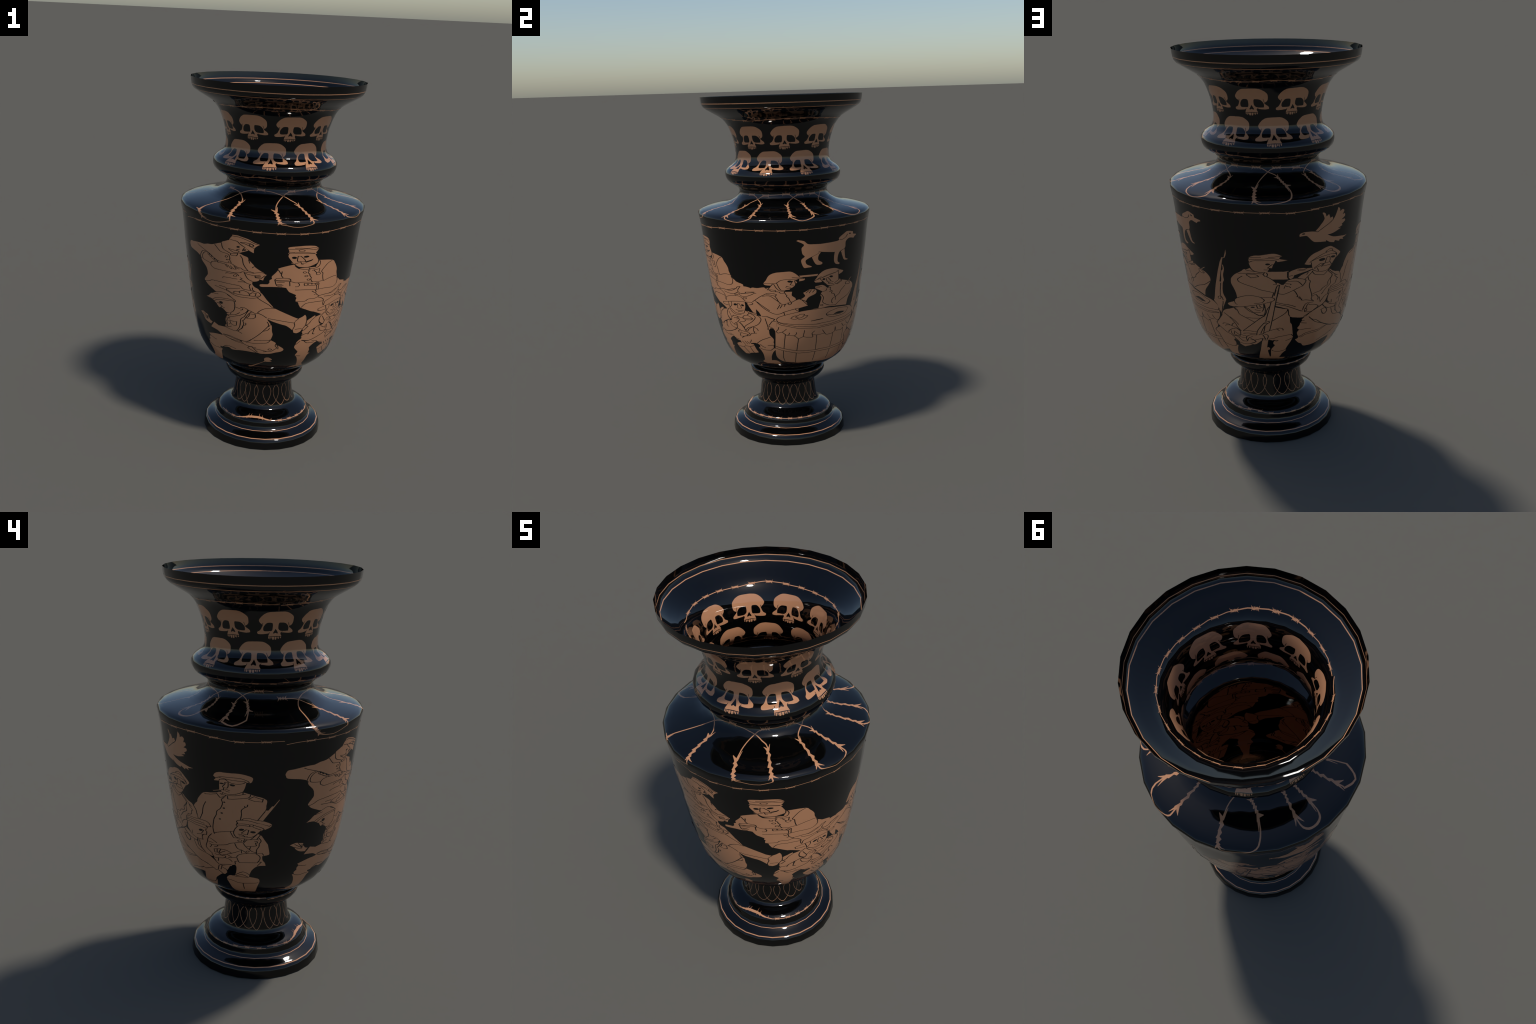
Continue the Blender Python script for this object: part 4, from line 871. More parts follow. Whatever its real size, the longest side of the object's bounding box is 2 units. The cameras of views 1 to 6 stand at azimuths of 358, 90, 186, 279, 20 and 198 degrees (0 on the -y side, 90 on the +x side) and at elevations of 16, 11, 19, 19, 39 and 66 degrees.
line((274.6, 0.765), (274.0, 0.750))
line((270.0, 0.782), (271.5, 0.764), (273.7, 0.750), (275.5, 0.739), (278.0, 0.734), (278.2, 0.727))
line((279.7, 0.814), (281.1, 0.798), (280.0, 0.781), (279.9, 0.768), (278.4, 0.749), (278.4, 0.731))
button((267.97, 0.7934), (1.31, 0.0008), (-0.01, -0.0047))
button((272.73, 0.7369), (1.01, 0.0007), (-0.00, -0.0035))
line((249.9, 0.726), (250.5, 0.707))
line((252.2, 0.729), (251.9, 0.708))
line((254.8, 0.731), (253.0, 0.709))
line((257.9, 0.726), (253.2, 0.707))
line((249.9, 0.726), (254.8, 0.732), (258.9, 0.730), (262.2, 0.719), (255.1, 0.698), (253.0, 0.707))
line((250.0, 0.699), (252.6, 0.697), (257.4, 0.698), (257.8, 0.692), (255.4, 0.682), (249.3, 0.677), (247.6, 0.695))
line((252.3, 0.680), (252.4, 0.668), (251.7, 0.661))
line((259.2, 0.707), (262.1, 0.697))
line((259.5, 0.692), (265.5, 0.700))
line((262.2, 0.719), (268.8, 0.741), (268.8, 0.725))
line((257.0, 0.687), (260.4, 0.682), (262.3, 0.671))
line((265.6, 0.701), (266.4, 0.712), (269.0, 0.721), (273.5, 0.727), (278.0, 0.728), (280.5, 0.713), (280.6, 0.695), (279.0, 0.677), (267.6, 0.671), (266.7, 0.676), (265.6, 0.699))
line((264.0, 0.676), (265.9, 0.679))
line((264.2, 0.675), (264.4, 0.659))
line((279.4, 0.682), (281.7, 0.680), (279.0, 0.658))
line((278.6, 0.730), (282.1, 0.729), (283.1, 0.717))
line((262.5, 0.591), (266.8, 0.610), (269.3, 0.618), (271.3, 0.614), (273.7, 0.602))
line((264.1, 0.589), (266.7, 0.597), (269.2, 0.599), (272.6, 0.588))
line((262.5, 0.588), (266.6, 0.586), (273.4, 0.586))
line((256.6, 0.559), (260.8, 0.556), (264.8, 0.548), (268.7, 0.545), (280.3, 0.554))
line((268.7, 0.544), (269.2, 0.504))

figure("painted_soldier")
area("coat", (211.1, 0.735), (208.5, 0.722), (208.7, 0.712), (207.5, 0.703), (207.2, 0.689), (205.7, 0.672), (207.1, 0.662), (205.8, 0.644), (207.2, 0.615), (205.0, 0.604), (207.6, 0.583), (210.5, 0.572), (213.0, 0.553), (218.7, 0.549), (223.3, 0.554), (233.3, 0.566), (239.2, 0.571), (234.4, 0.570), (237.7, 0.573), (236.8, 0.546), (234.8, 0.517), (236.8, 0.503), (238.9, 0.492), (245.3, 0.498), (245.4, 0.504), (247.2, 0.531), (247.1, 0.550), (253.4, 0.587), (255.6, 0.588), (257.7, 0.603), (257.6, 0.609), (260.5, 0.645), (254.4, 0.638), (252.4, 0.643), (250.1, 0.657), (244.5, 0.683), (242.3, 0.692), (239.2, 0.711), (241.8, 0.761), (237.4, 0.760), (228.4, 0.792), (237.0, 0.761), (228.1, 0.784), (226.2, 0.794), (223.4, 0.780), (214.7, 0.752))
area("head", (228.1, 0.836), (227.7, 0.807), (228.4, 0.792), (232.3, 0.772), (237.2, 0.761), (241.5, 0.760), (241.9, 0.775), (241.5, 0.780), (242.8, 0.790), (244.8, 0.791), (245.5, 0.805), (245.0, 0.819), (246.3, 0.833), (244.4, 0.837), (235.9, 0.838))
area("cap", (228.1, 0.857), (230.4, 0.866), (235.2, 0.871), (241.0, 0.867), (247.2, 0.863), (249.1, 0.843), (246.1, 0.837), (245.4, 0.826), (238.8, 0.831), (230.3, 0.832), (227.7, 0.835))
line((228.3, 0.857), (229.9, 0.861), (241.0, 0.867), (246.9, 0.863), (249.1, 0.843), (244.9, 0.834))
line((228.4, 0.846), (230.0, 0.852), (236.3, 0.855), (244.1, 0.851))
line((228.1, 0.836), (230.2, 0.843), (237.6, 0.843), (245.8, 0.842), (246.2, 0.829))
line((228.3, 0.827), (230.3, 0.833), (236.5, 0.832), (245.1, 0.827))
line((228.3, 0.857), (227.7, 0.835), (228.6, 0.826), (227.9, 0.813), (227.9, 0.789))
eye((240.62, 0.8093), (1.68, 0.0016), (-0.25, -0.0061))
line((237.0, 0.782), (239.4, 0.786), (242.5, 0.788))
line((245.4, 0.826), (244.6, 0.815), (245.4, 0.809), (245.0, 0.793), (242.8, 0.790), (241.2, 0.777), (241.6, 0.760), (237.4, 0.758), (231.8, 0.766), (228.1, 0.783), (226.0, 0.789))
line((243.2, 0.814), (240.9, 0.792))
line((232.1, 0.790), (232.3, 0.772))
line((223.8, 0.780), (225.3, 0.767), (229.7, 0.749), (236.4, 0.744), (237.5, 0.762))
line((237.3, 0.754), (236.9, 0.726), (239.2, 0.709))
line((238.7, 0.753), (238.6, 0.737), (239.5, 0.712), (242.3, 0.692))
line((232.9, 0.742), (234.9, 0.709), (237.9, 0.695), (244.5, 0.683), (250.0, 0.665), (250.1, 0.657), (252.4, 0.643))
line((223.0, 0.755), (226.9, 0.757), (229.2, 0.734), (227.2, 0.721), (224.7, 0.728), (223.0, 0.755))
line((209.3, 0.736), (223.1, 0.780), (226.6, 0.795))
line((213.9, 0.728), (219.0, 0.692), (224.7, 0.673), (231.6, 0.648), (236.9, 0.634), (237.2, 0.635), (242.1, 0.625), (245.9, 0.615), (247.3, 0.612), (248.9, 0.603), (250.6, 0.607))
line((224.1, 0.567), (234.7, 0.586), (237.3, 0.597), (239.3, 0.591), (247.1, 0.613))
line((252.3, 0.639), (250.9, 0.609))
line((254.4, 0.638), (253.1, 0.613))
line((251.1, 0.607), (254.0, 0.590))
line((254.3, 0.629), (257.5, 0.617), (257.6, 0.607))
line((235.3, 0.514), (243.8, 0.518), (247.1, 0.543))
line((252.9, 0.643), (261.6, 0.654))
line((211.1, 0.735), (214.7, 0.752), (223.4, 0.780), (226.2, 0.794))
line((213.7, 0.728), (216.5, 0.710), (220.4, 0.698), (225.2, 0.673), (234.1, 0.642), (242.6, 0.626))
line((207.5, 0.703), (212.6, 0.693))
line((207.1, 0.662), (211.5, 0.660), (216.8, 0.655))
line((207.1, 0.623), (209.0, 0.623), (212.9, 0.634), (223.2, 0.638), (230.2, 0.645), (234.1, 0.642))
line((207.5, 0.618), (209.7, 0.616), (213.0, 0.625), (223.5, 0.629), (231.4, 0.644))
line((208.7, 0.715), (210.6, 0.713))
line((222.8, 0.755), (227.0, 0.756), (229.1, 0.738), (227.2, 0.722), (225.0, 0.729), (222.8, 0.755))
line((223.7, 0.782), (226.5, 0.761), (230.7, 0.748), (236.9, 0.742))

figure("painted_soldier")
area("coat", (154.4, 0.761), (156.8, 0.773), (159.3, 0.779), (163.0, 0.790), (169.4, 0.803), (187.5, 0.834), (190.1, 0.806), (198.4, 0.788), (198.7, 0.778), (199.8, 0.747), (200.3, 0.712), (201.6, 0.697), (202.7, 0.643), (203.2, 0.625), (202.7, 0.613), (201.4, 0.590), (201.5, 0.593), (199.2, 0.563), (198.4, 0.547), (199.2, 0.542), (196.1, 0.522), (194.0, 0.490), (199.6, 0.485), (199.2, 0.471), (194.1, 0.472), (186.9, 0.475), (176.7, 0.480), (177.4, 0.501), (179.4, 0.553), (181.0, 0.614), (176.3, 0.586), (173.0, 0.582), (171.9, 0.576), (167.2, 0.564), (165.3, 0.570), (163.2, 0.580), (163.5, 0.586), (160.0, 0.605), (158.8, 0.594), (160.0, 0.583), (159.8, 0.564), (161.5, 0.564), (159.9, 0.537), (159.3, 0.499), (163.7, 0.484), (158.8, 0.491), (151.9, 0.496), (150.4, 0.530), (148.7, 0.560), (147.7, 0.580), (146.8, 0.596), (145.6, 0.615), (143.3, 0.630), (144.7, 0.643), (148.5, 0.661), (146.3, 0.676), (146.8, 0.685), (149.3, 0.705), (152.8, 0.736))
area("helmet", (158.5, 0.806), (159.3, 0.813), (163.3, 0.827), (164.0, 0.835), (165.7, 0.847), (169.1, 0.859), (173.7, 0.866), (177.5, 0.865), (181.1, 0.859), (187.7, 0.857), (188.4, 0.856), (189.7, 0.850), (189.7, 0.844), (187.5, 0.836), (183.0, 0.825), (177.6, 0.816), (169.4, 0.802), (165.7, 0.798), (163.1, 0.796), (159.8, 0.798))
black((185.2, 0.615), (186.8, 0.613), (189.6, 0.607), (188.9, 0.597), (189.1, 0.585), (190.2, 0.581), (189.1, 0.569), (187.7, 0.557), (187.3, 0.548), (187.1, 0.535), (187.1, 0.506), (186.3, 0.494), (185.5, 0.517), (184.8, 0.546), (186.2, 0.551), (186.4, 0.560), (185.2, 0.568), (184.2, 0.565))
line((165.7, 0.848), (169.1, 0.859), (173.7, 0.866), (177.5, 0.865), (181.1, 0.859), (183.2, 0.845), (183.3, 0.844), (181.7, 0.831), (176.7, 0.825))
line((181.1, 0.859), (187.9, 0.857), (189.8, 0.849))
line((163.7, 0.833), (163.7, 0.821), (164.6, 0.812), (165.6, 0.812))
line((163.1, 0.796), (169.4, 0.802), (177.6, 0.816), (182.1, 0.824), (183.0, 0.826), (187.5, 0.835), (189.7, 0.844), (189.5, 0.850))
eye((175.63, 0.8025), (1.39, 0.0008), (-0.02, -0.0035))
line((178.0, 0.815), (178.8, 0.798), (180.9, 0.797))
line((180.1, 0.816), (180.7, 0.807), (182.3, 0.801))
line((176.9, 0.790), (178.3, 0.788), (180.6, 0.787))
line((169.9, 0.802), (172.7, 0.782), (175.2, 0.772), (180.6, 0.777))
line((170.6, 0.802), (172.8, 0.792), (176.1, 0.772), (179.6, 0.759), (182.6, 0.763))
black((182.4, 0.823), (183.2, 0.823), (183.7, 0.813), (182.4, 0.786), (181.3, 0.780), (182.5, 0.800))
line((183.2, 0.823), (183.8, 0.794), (183.3, 0.768), (182.1, 0.760), (179.3, 0.758), (176.1, 0.771))
line((186.5, 0.809), (184.9, 0.792), (183.7, 0.764), (180.4, 0.744), (172.8, 0.695))
line((176.2, 0.719), (173.2, 0.730))
line((170.9, 0.743), (174.7, 0.741), (179.9, 0.744))
line((163.0, 0.790), (165.0, 0.780), (166.0, 0.761), (168.8, 0.748), (176.4, 0.718))
line((162.8, 0.788), (164.4, 0.777))
line((154.6, 0.751), (158.4, 0.731), (162.2, 0.701), (163.9, 0.677), (166.3, 0.659))
line((158.7, 0.733), (162.4, 0.714), (164.8, 0.695))
line((167.6, 0.662), (176.4, 0.718), (180.7, 0.745), (183.4, 0.757))
line((151.9, 0.681), (152.7, 0.687), (155.4, 0.690), (159.3, 0.680), (163.2, 0.672), (165.5, 0.660))
line((153.9, 0.675), (155.5, 0.681), (158.0, 0.683))
line((159.3, 0.681), (159.8, 0.692), (161.6, 0.701))
line((152.8, 0.736), (149.3, 0.705), (146.8, 0.685), (146.3, 0.676), (148.8, 0.660), (154.5, 0.636), (158.2, 0.624), (163.5, 0.586))
line((155.7, 0.638), (156.6, 0.650), (159.8, 0.665), (162.7, 0.671), (165.2, 0.658), (165.4, 0.641), (164.6, 0.629))
line((157.8, 0.651), (158.4, 0.631), (161.1, 0.624), (164.9, 0.630))
line((160.1, 0.652), (164.6, 0.631))
line((160.5, 0.647), (159.9, 0.633), (162.3, 0.628))
line((159.3, 0.624), (163.6, 0.621), (169.4, 0.622))
line((163.2, 0.618), (166.5, 0.599), (169.8, 0.600))
line((163.5, 0.586), (167.5, 0.582), (171.9, 0.585), (176.1, 0.599), (175.6, 0.608), (172.7, 0.619))
line((165.3, 0.637), (170.0, 0.631))
line((167.5, 0.647), (171.3, 0.651), (177.1, 0.649))
line((167.7, 0.662), (171.5, 0.665), (177.2, 0.662))
line((169.8, 0.602), (169.4, 0.624), (171.1, 0.636), (173.7, 0.642), (177.0, 0.642))
line((170.1, 0.604), (171.2, 0.621), (174.1, 0.631))
line((148.5, 0.661), (144.7, 0.643), (143.3, 0.630), (145.6, 0.615), (146.8, 0.596), (147.7, 0.580), (148.7, 0.560), (150.4, 0.530))
line((181.9, 0.654), (182.4, 0.658), (186.3, 0.670), (190.6, 0.679), (193.3, 0.685), (195.2, 0.680), (195.6, 0.670))
line((190.9, 0.680), (193.1, 0.670))
line((178.6, 0.644), (179.9, 0.649), (181.8, 0.643), (183.4, 0.617))
line((180.6, 0.654), (184.3, 0.647), (185.3, 0.636), (184.4, 0.617))
line((185.7, 0.619), (189.7, 0.624), (193.4, 0.634), (201.9, 0.640), (203.1, 0.626))
line((197.7, 0.605), (200.1, 0.609), (203.1, 0.619))
line((171.9, 0.616), (175.1, 0.609), (180.5, 0.623), (183.5, 0.625))
line((174.9, 0.609), (176.3, 0.601), (171.3, 0.584))
line((190.6, 0.898), (189.5, 0.868))
line((192.0, 0.898), (188.3, 0.739), (186.3, 0.670))
line((189.4, 0.867), (190.9, 0.914), (192.2, 0.925), (192.7, 0.925), (191.8, 0.880), (190.7, 0.844))
line((189.2, 0.884), (188.1, 0.857))
line((187.5, 0.834), (183.8, 0.724))
line((183.3, 0.698), (182.2, 0.660))
line((182.6, 0.716), (185.9, 0.726), (186.2, 0.719), (185.2, 0.714), (182.6, 0.714))
line((182.6, 0.716), (179.4, 0.686), (177.7, 0.664), (177.2, 0.643))
line((185.2, 0.714), (182.6, 0.694), (180.1, 0.653))
line((181.0, 0.616), (184.6, 0.613))
line((181.1, 0.623), (180.8, 0.607))
line((190.1, 0.805), (195.5, 0.795), (198.4, 0.788), (199.0, 0.760), (199.8, 0.747))
line((198.4, 0.786), (196.6, 0.768), (188.3, 0.727))
line((187.8, 0.548), (188.9, 0.540), (192.5, 0.537), (195.8, 0.540), (198.6, 0.547))
line((188.8, 0.612), (192.4, 0.609), (191.1, 0.605), (188.8, 0.610))
line((147.2, 0.566), (149.4, 0.559), (153.3, 0.556), (156.9, 0.553), (159.7, 0.561), (160.5, 0.574))
area("button", (183.7, 0.558), (184.2, 0.567), (185.2, 0.569), (186.1, 0.565), (186.3, 0.557), (185.9, 0.548), (185.0, 0.546), (184.0, 0.549))

figure("painted_bird")
area("wing", (213.7, 1.185), (216.5, 1.207), (219.0, 1.235), (219.1, 1.248), (217.6, 1.273), (218.6, 1.273), (219.7, 1.266), (220.4, 1.251), (222.0, 1.261), (223.2, 1.240), (224.9, 1.244), (225.4, 1.230), (222.5, 1.214), (215.4, 1.181))
area("bird", (213.7, 1.184), (215.3, 1.179), (218.8, 1.196), (222.6, 1.212), (225.7, 1.227), (227.6, 1.251), (229.0, 1.285), (230.6, 1.273), (230.5, 1.261), (232.8, 1.268), (234.3, 1.260), (233.3, 1.241), (235.0, 1.244), (235.4, 1.230), (232.8, 1.215), (235.6, 1.215), (235.8, 1.204), (233.2, 1.191), (234.2, 1.184), (230.3, 1.175), (233.1, 1.172), (226.7, 1.158), (222.0, 1.158), (226.9, 1.139), (233.5, 1.130), (239.5, 1.125), (235.2, 1.118), (236.1, 1.109), (233.1, 1.114), (232.5, 1.105), (228.8, 1.116), (228.2, 1.107), (224.5, 1.115), (221.2, 1.131), (221.5, 1.123), (216.4, 1.127), (212.7, 1.135), (209.2, 1.163), (208.0, 1.170), (204.8, 1.169), (204.2, 1.167), (204.0, 1.176), (204.7, 1.184), (207.4, 1.189), (210.7, 1.188))
line((213.7, 1.184), (215.4, 1.180), (222.5, 1.213), (225.6, 1.228))
eye((206.32, 1.1803), (0.95, 0.0007), (0.08, -0.0034))

# ------------------------------------------------------------------ lay the figures
def span(coats):
    xs = [a for pts in coats for a, _ in pts]
    return min(xs), max(xs)


TOP = []                       # (from, to, layer) of the figures laid so far
for fig in FIGURES:
    lo, hi = span([pts for _, pts in fig["areas"]])
    level = 0
    for a, b, l in TOP:
        if any(a + t < hi and b + t > lo for t in (-360, 0, 360)):
            level = max(level, l)
    for inside in (False, True):
        layer, root = level, None
        for kind, pts in fig["areas"]:
            coat = Coat()
            coat.fill(pts)
            layer += 1
            # the first area is the figure's main mass and carries the others
            ob = coat.lay(fig["name"] if root is None else kind, layer, CLAY, root or VASE, inside)
            root = root or ob
        layer += 1
        fig["lines"].lay("incised_lines", layer, BLACK, root, inside, True)
        fig["light"].lay("painted_lines", layer, CLAY, root, inside, True)
    TOP.append((lo, hi, layer))

# ------------------------------------------------------------------ skulls on the neck
# One skull, drawn around the tip of its nose: (degrees, millimetres).
CRANIUM = [(-12.8, 38), (-13.1, 44), (-14.4, 48), (-15.5, 58), (-15.1, 67), (-12.4, 84), (-8.4, 97), (-3.8, 100), (0.8, 101), (5.7, 101),
           (9.1, 97), (12.5, 87), (14.7, 76), (15.3, 63), (15.1, 47), (13.9, 38), (12.6, 34), (12.6, 27), (14.8, 19), (16.3, 12),
           (16.3, 4), (12.6, 1), (6.0, 4), (4.7, 4), (4.5, -1), (5.7, -13), (-0.8, -12), (-7.0, -14), (-6.3, -3), (-6.0, 2),
           (-7.0, 0), (-11.7, -3), (-15.9, -3), (-17.0, 1), (-16.8, 8), (-14.5, 15), (-13.0, 28)]
LEFT_EYE = [(-8.6, 48), (-5.4, 50), (-3.7, 48), (-3.2, 39), (-3.3, 18), (-4.2, 11), (-9.2, 10), (-11.1, 12), (-11.7, 20), (-11.2, 33)]
RIGHT_EYE = [(3.2, 50), (7.2, 49), (9.7, 42), (11.5, 29), (11.7, 15), (11.0, 11), (5.2, 11), (3.1, 16), (2.0, 24), (1.9, 40), (2.3, 48)]
NOSE = [(-0.5, 22), (-1.4, 13), (-2.7, 2), (-1.9, -1), (-0.6, 3), (1.1, 0), (2.1, 1), (1.1, 11)]
CRACKS = [[(-12.0, 49), (-12.5, 38), (-12.9, 31)], [(11.0, 50), (11.7, 39), (12.5, 28)], [(-5.9, 6), (-6.4, -4)], [(6.2, 8), (4.6, 2)]]
TEETH = [(-6.9, -6.0, -25), (-5.7, -4.7, -27), (-4.4, -3.6, -24), (-3.3, -1.3, -29), (-0.9, 0.8, -29), (1.2, 2.2, -24), (2.5, 3.5, -26), (4.2, 5.4, -23)]


def skull(azimuth, height, inside):
    def at(points, closed=True):
        return ([(azimuth + a, height + z) for a, z in smooth([(a, z * 0.001) for a, z in points], closed)])
    bone, dark = Coat(), Coat()
    bone.fill(at(CRANIUM))
    for socket in (LEFT_EYE, RIGHT_EYE, NOSE):
        dark.fill(at(socket))
    head = bone.lay("painted_skull", 1, CLAY, VASE, inside)
    for left, right, tip in TEETH:
        tooth = Coat()
        tooth.fill(([(azimuth + a, height + z * 0.001) for a, z in ((left, -15.5), (right, -15.5), (right - 0.15, tip + 2), ((left + right) / 2, tip), (left + 0.2, tip + 2))]))
        tooth.lay("tooth", 1, CLAY, head, inside)
    for crack in CRACKS:
        dark.stroke(at(crack, False), 0.0018)
    dark.lay("incised_lines", 2, BLACK, head, inside, True)


for side in (False, True):
    for k in range(9):
        skull(11.9 + 40 * k, 1.7342, side)
        skull(352.9 + 40 * k, 1.5955, side)


# ------------------------------------------------------------------ barbed wire
def along(points, step=1.5):
    """Points of a path set closer together."""
    out = []
    for p, q in zip(points, points[1:]):
        m = max(1, int(abs(q[0] - p[0]) / step))
        out += [(p[0] + (q[0] - p[0]) * t / m, p[1] + (q[1] - p[1]) * t / m) for t in range(m)]
    return out + [points[-1]]


def knot(coat, azimuth, z, half, spike, width):
    """A cluster of barbs on a wire that runs round the pot: a short twist with four crossed spikes."""
    h = half / SHEET
    coat.stroke([(azimuth - h, z), (azimuth - h * 0.5, z + width * 0.4), (azimuth + h * 0.5, z - width * 0.4), (azimuth + h, z)], width * 1.7)
    for t in (-0.66, -0.22, 0.22, 0.66):
        coat.stroke([(azimuth + (t - 0.10) * h, z - width * 1.5), (azimuth + (t + 0.10) * h, z + width * 1.5)], width * 0.6)
    for end in (-1, 1):
        for up in (-1, 1):
            base = azimuth + end * h * 0.85
            coat.stroke([(base, z), (base + end * h * (0.45 if up > 0 else 0.3), z + up * spike)], width * 0.8, taper=True)


def wire_ring(heights, width, knots, half, spike, extra=None):
    """A barbed wire round the pot that starts and ends at the seam; heights = (azimuth, height) along it."""
    def height_at(a):
        for (a0, z0), (a1, z1) in zip(heights, heights[1:]):
            if a0 <= a <= a1:
                return z0 + (z1 - z0) * (a - a0) / (a1 - a0)
        return heights[-1][1]
    for inside in (False, True):
        coat = Coat()
        coat.stroke(along(smooth(heights, False)), width)
        for a in knots:
            knot(coat, a, height_at(a), half, spike, width)
        if extra:
            extra(coat)
        coat.lay("barbed_wire", 1, CLAY, VASE, inside)


def every(first, step, last):
    return [first + step * i for i in range(int((last - first) / step) + 1)]


# below the shoulder, under the neck ring, under the mouth, on the collar
wire_ring([(292.9, 1.2805), (299, 1.287), (306.6, 1.290), (322, 1.2875), (336, 1.286), (347.6, 1.2834), (363, 1.2817), (377, 1.2805), (392, 1.2832), (405, 1.291),
           (430, 1.290), (447, 1.2887), (461, 1.2893), (476, 1.293), (503, 1.294), (532, 1.2947), (546, 1.296), (559, 1.2905), (573, 1.299), (587, 1.305), (601.7, 1.3086),
           (616, 1.2985), (628, 1.290), (642.5, 1.2945), (651.8, 1.298)], 0.0028, every(306.6, 13.996, 645), 0.0085, 0.0075)
wire_ring([(292.9, 1.5165), (311, 1.519), (329, 1.517), (347, 1.527), (360, 1.519), (372, 1.512), (390, 1.515), (411, 1.516), (426, 1.514), (445, 1.511), (461, 1.5115),
           (490, 1.517), (519, 1.520), (544, 1.5105), (570, 1.515), (600, 1.518), (625, 1.514), (651.8, 1.513)], 0.0028, every(300, 15.2, 650), 0.0085, 0.006)
wire_ring([(292.9, 1.866), (302, 1.869), (325, 1.875), (345, 1.8818), (360, 1.881), (378, 1.879), (398, 1.871), (417, 1.8654), (433, 1.870), (449, 1.875), (468, 1.8755), (490, 1.871),
           (512, 1.867), (533, 1.869), (545, 1.874), (558, 1.876), (576, 1.867), (600, 1.871), (625, 1.873), (645, 1.869), (651.8, 1.873)], 0.0026, every(300, 14.0, 648), 0.0085, 0.0065)
wire_ring([(293.6, 0.383), (311, 0.387), (334, 0.385), (350, 0.3835), (364, 0.384), (385, 0.385), (408, 0.391), (427, 0.390), (453, 0.388), (473, 0.388), (510, 0.387),
           (523, 0.391), (544, 0.392), (564, 0.389), (594, 0.390), (619, 0.388), (633.5, 0.390), (651.7, 0.392)], 0.0026, every(301, 14.2, 650), 0.0070, 0.0035)


def rope(coat):
    """The wire on the foot swells to a thick frayed strand near the front."""
    path = smooth([(324, 0.1295), (331, 0.1345), (338, 0.1395), (345, 0.1420), (352, 0.1420), (359, 0.1392), (366, 0.1340), (374, 0.1305)], False)
    n = len(path)
    for lo, hi, w in ((0.0, 1.0, 0.0034), (0.15, 0.85, 0.0046), (0.27, 0.72, 0.0064)):
        coat.stroke(path[int(n * lo):int(n * hi) + 1], w)
    for a, z, rise in ((326, 0.131, 0.005), (328, 0.132, -0.004), (338, 0.140, 0.010), (341.5, 0.142, 0.009), (338, 0.139, -0.006), (343, 0.142, -0.006), (353, 0.142, 0.011), (354, 0.141, -0.006),
                       (357.5, 0.140, 0.009), (358.5, 0.139, -0.006), (369, 0.133, 0.007)):
        coat.stroke([(a, z), (a + (0.9 if rise > 0 else -0.9), z + rise)], 0.0028, taper=True)


wire_ring([(293, 0.1315), (302, 0.1305), (313, 0.129), (324, 0.1295), (331, 0.1345), (338, 0.1395), (345, 0.1420), (352, 0.1420), (359, 0.1392), (366, 0.1340), (374, 0.1305), (385, 0.129),
           (405, 0.130), (425, 0.1296), (441, 0.1289), (470, 0.1292), (509, 0.1290), (526, 0.135), (536, 0.130), (553, 0.122), (582, 0.122), (607, 0.125), (635, 0.1285), (651, 0.1225)],
          0.0026, every(303, 13.8, 320) + every(381, 13.8, 648), 0.0085, 0.0070, rope)

# plain lines round the foot and the lip
for name, height, width in (("foot_line", 0.0545, 0.0024), ("foot_line", 0.0788, 0.0020), ("lip_line", 1.9620, 0.0040), ("lip_line", 1.9365, 0.0030)):
    for inside in (False, True):
        coat = Coat()
        coat.stroke([(PHASE + STEP * i, height) for i in range(SEGMENTS + 1)], width)
        coat.lay(name, 1, CLAY, VASE, inside)

# tongue pattern on the stem: hanging loops of wire, each reaching from the one before to the one after
SEAM = 292.4
LOOPS = [303.9, 319.8, 330.5, 356, 373.3, 394.2, 414, 436.5, 450.8, 470, 487.8, 506, 521.7, 548.5, 568, 590, 607, 627, 641]
for n, c in enumerate(LOOPS):
    left = min(c - LOOPS[n - 1] if n else 11.0, 17.0)
    right = min(LOOPS[n + 1] - c if n + 1 < len(LOOPS) else 10.0, 17.0)
    low = 0.1885 + 0.004 * math.sin(2.3 * n)
    shape = [(c - left * 0.70, 0.303), (c - left * 0.93, 0.285), (c - left * 0.98, 0.262), (c - left * 0.80, 0.230), (c - left * 0.48, 0.204), (c - left * 0.14, low), (c + right * 0.14, low),
             (c + right * 0.48, 0.204), (c + right * 0.80, 0.230), (c + right * 0.98, 0.262), (c + right * 0.93, 0.285), (c + right * 0.70, 0.303)]
    path = smooth([p for p in shape if SEAM - 2 < p[0] < SEAM + 360], False)
    coat = Coat()
    coat.stroke(path, 0.0026)
    for a, z in path[3::5]:
        coat.stroke([(a - 1.0, z - 0.003), (a + 1.0, z + 0.003)], 0.0010)
    for inside in (False, True):
        coat.lay("tongue_loop", 1 + n % 3, CLAY, VASE, inside)


# ------------------------------------------------------------------ wire loops on the shoulder
def wrap(coat, start, end, teeth, width):
    """A strand wound tightly with barbs between two points, forked at both ends."""
    d = Vector(((end[0] - start[0]) * SHEET, end[1] - start[1]))
    length = d.length
    d.normalize()
    side = Vector((-d.y, d.x))
    def put(far, across):
        v = d * far + side * across
        return (start[0] + v.x / SHEET, start[1] + v.y)
    w, pitch = width, length / teeth
    one, other = [put(0, w * 0.35)], [put(0, -w * 0.35)]
    for i in range(teeth):
        one += [put(pitch * (i + 0.15), w * (1.0 if i % 2 else 0.8)), put(pitch * (i + 0.62), w * 0.20)]
        other += [put(pitch * (i + 0.80), -w * (0.75 if i % 2 else 0.95)), put(pitch * (i + 0.98), -w * 0.22)]
    coat.fill(one + [put(length, 0)] + other[::-1])
    for far, way in ((0.0, -1), (length, 1)):
        for across in (-1, 1):
            coat.stroke([put(far - way * 0.003, across * w * 0.2), put(far + way * (0.0045 if across * way > 0 else 0.0070), across * w * (2.0 if across * way > 0 else 1.2))], w * 0.75, taper=True)


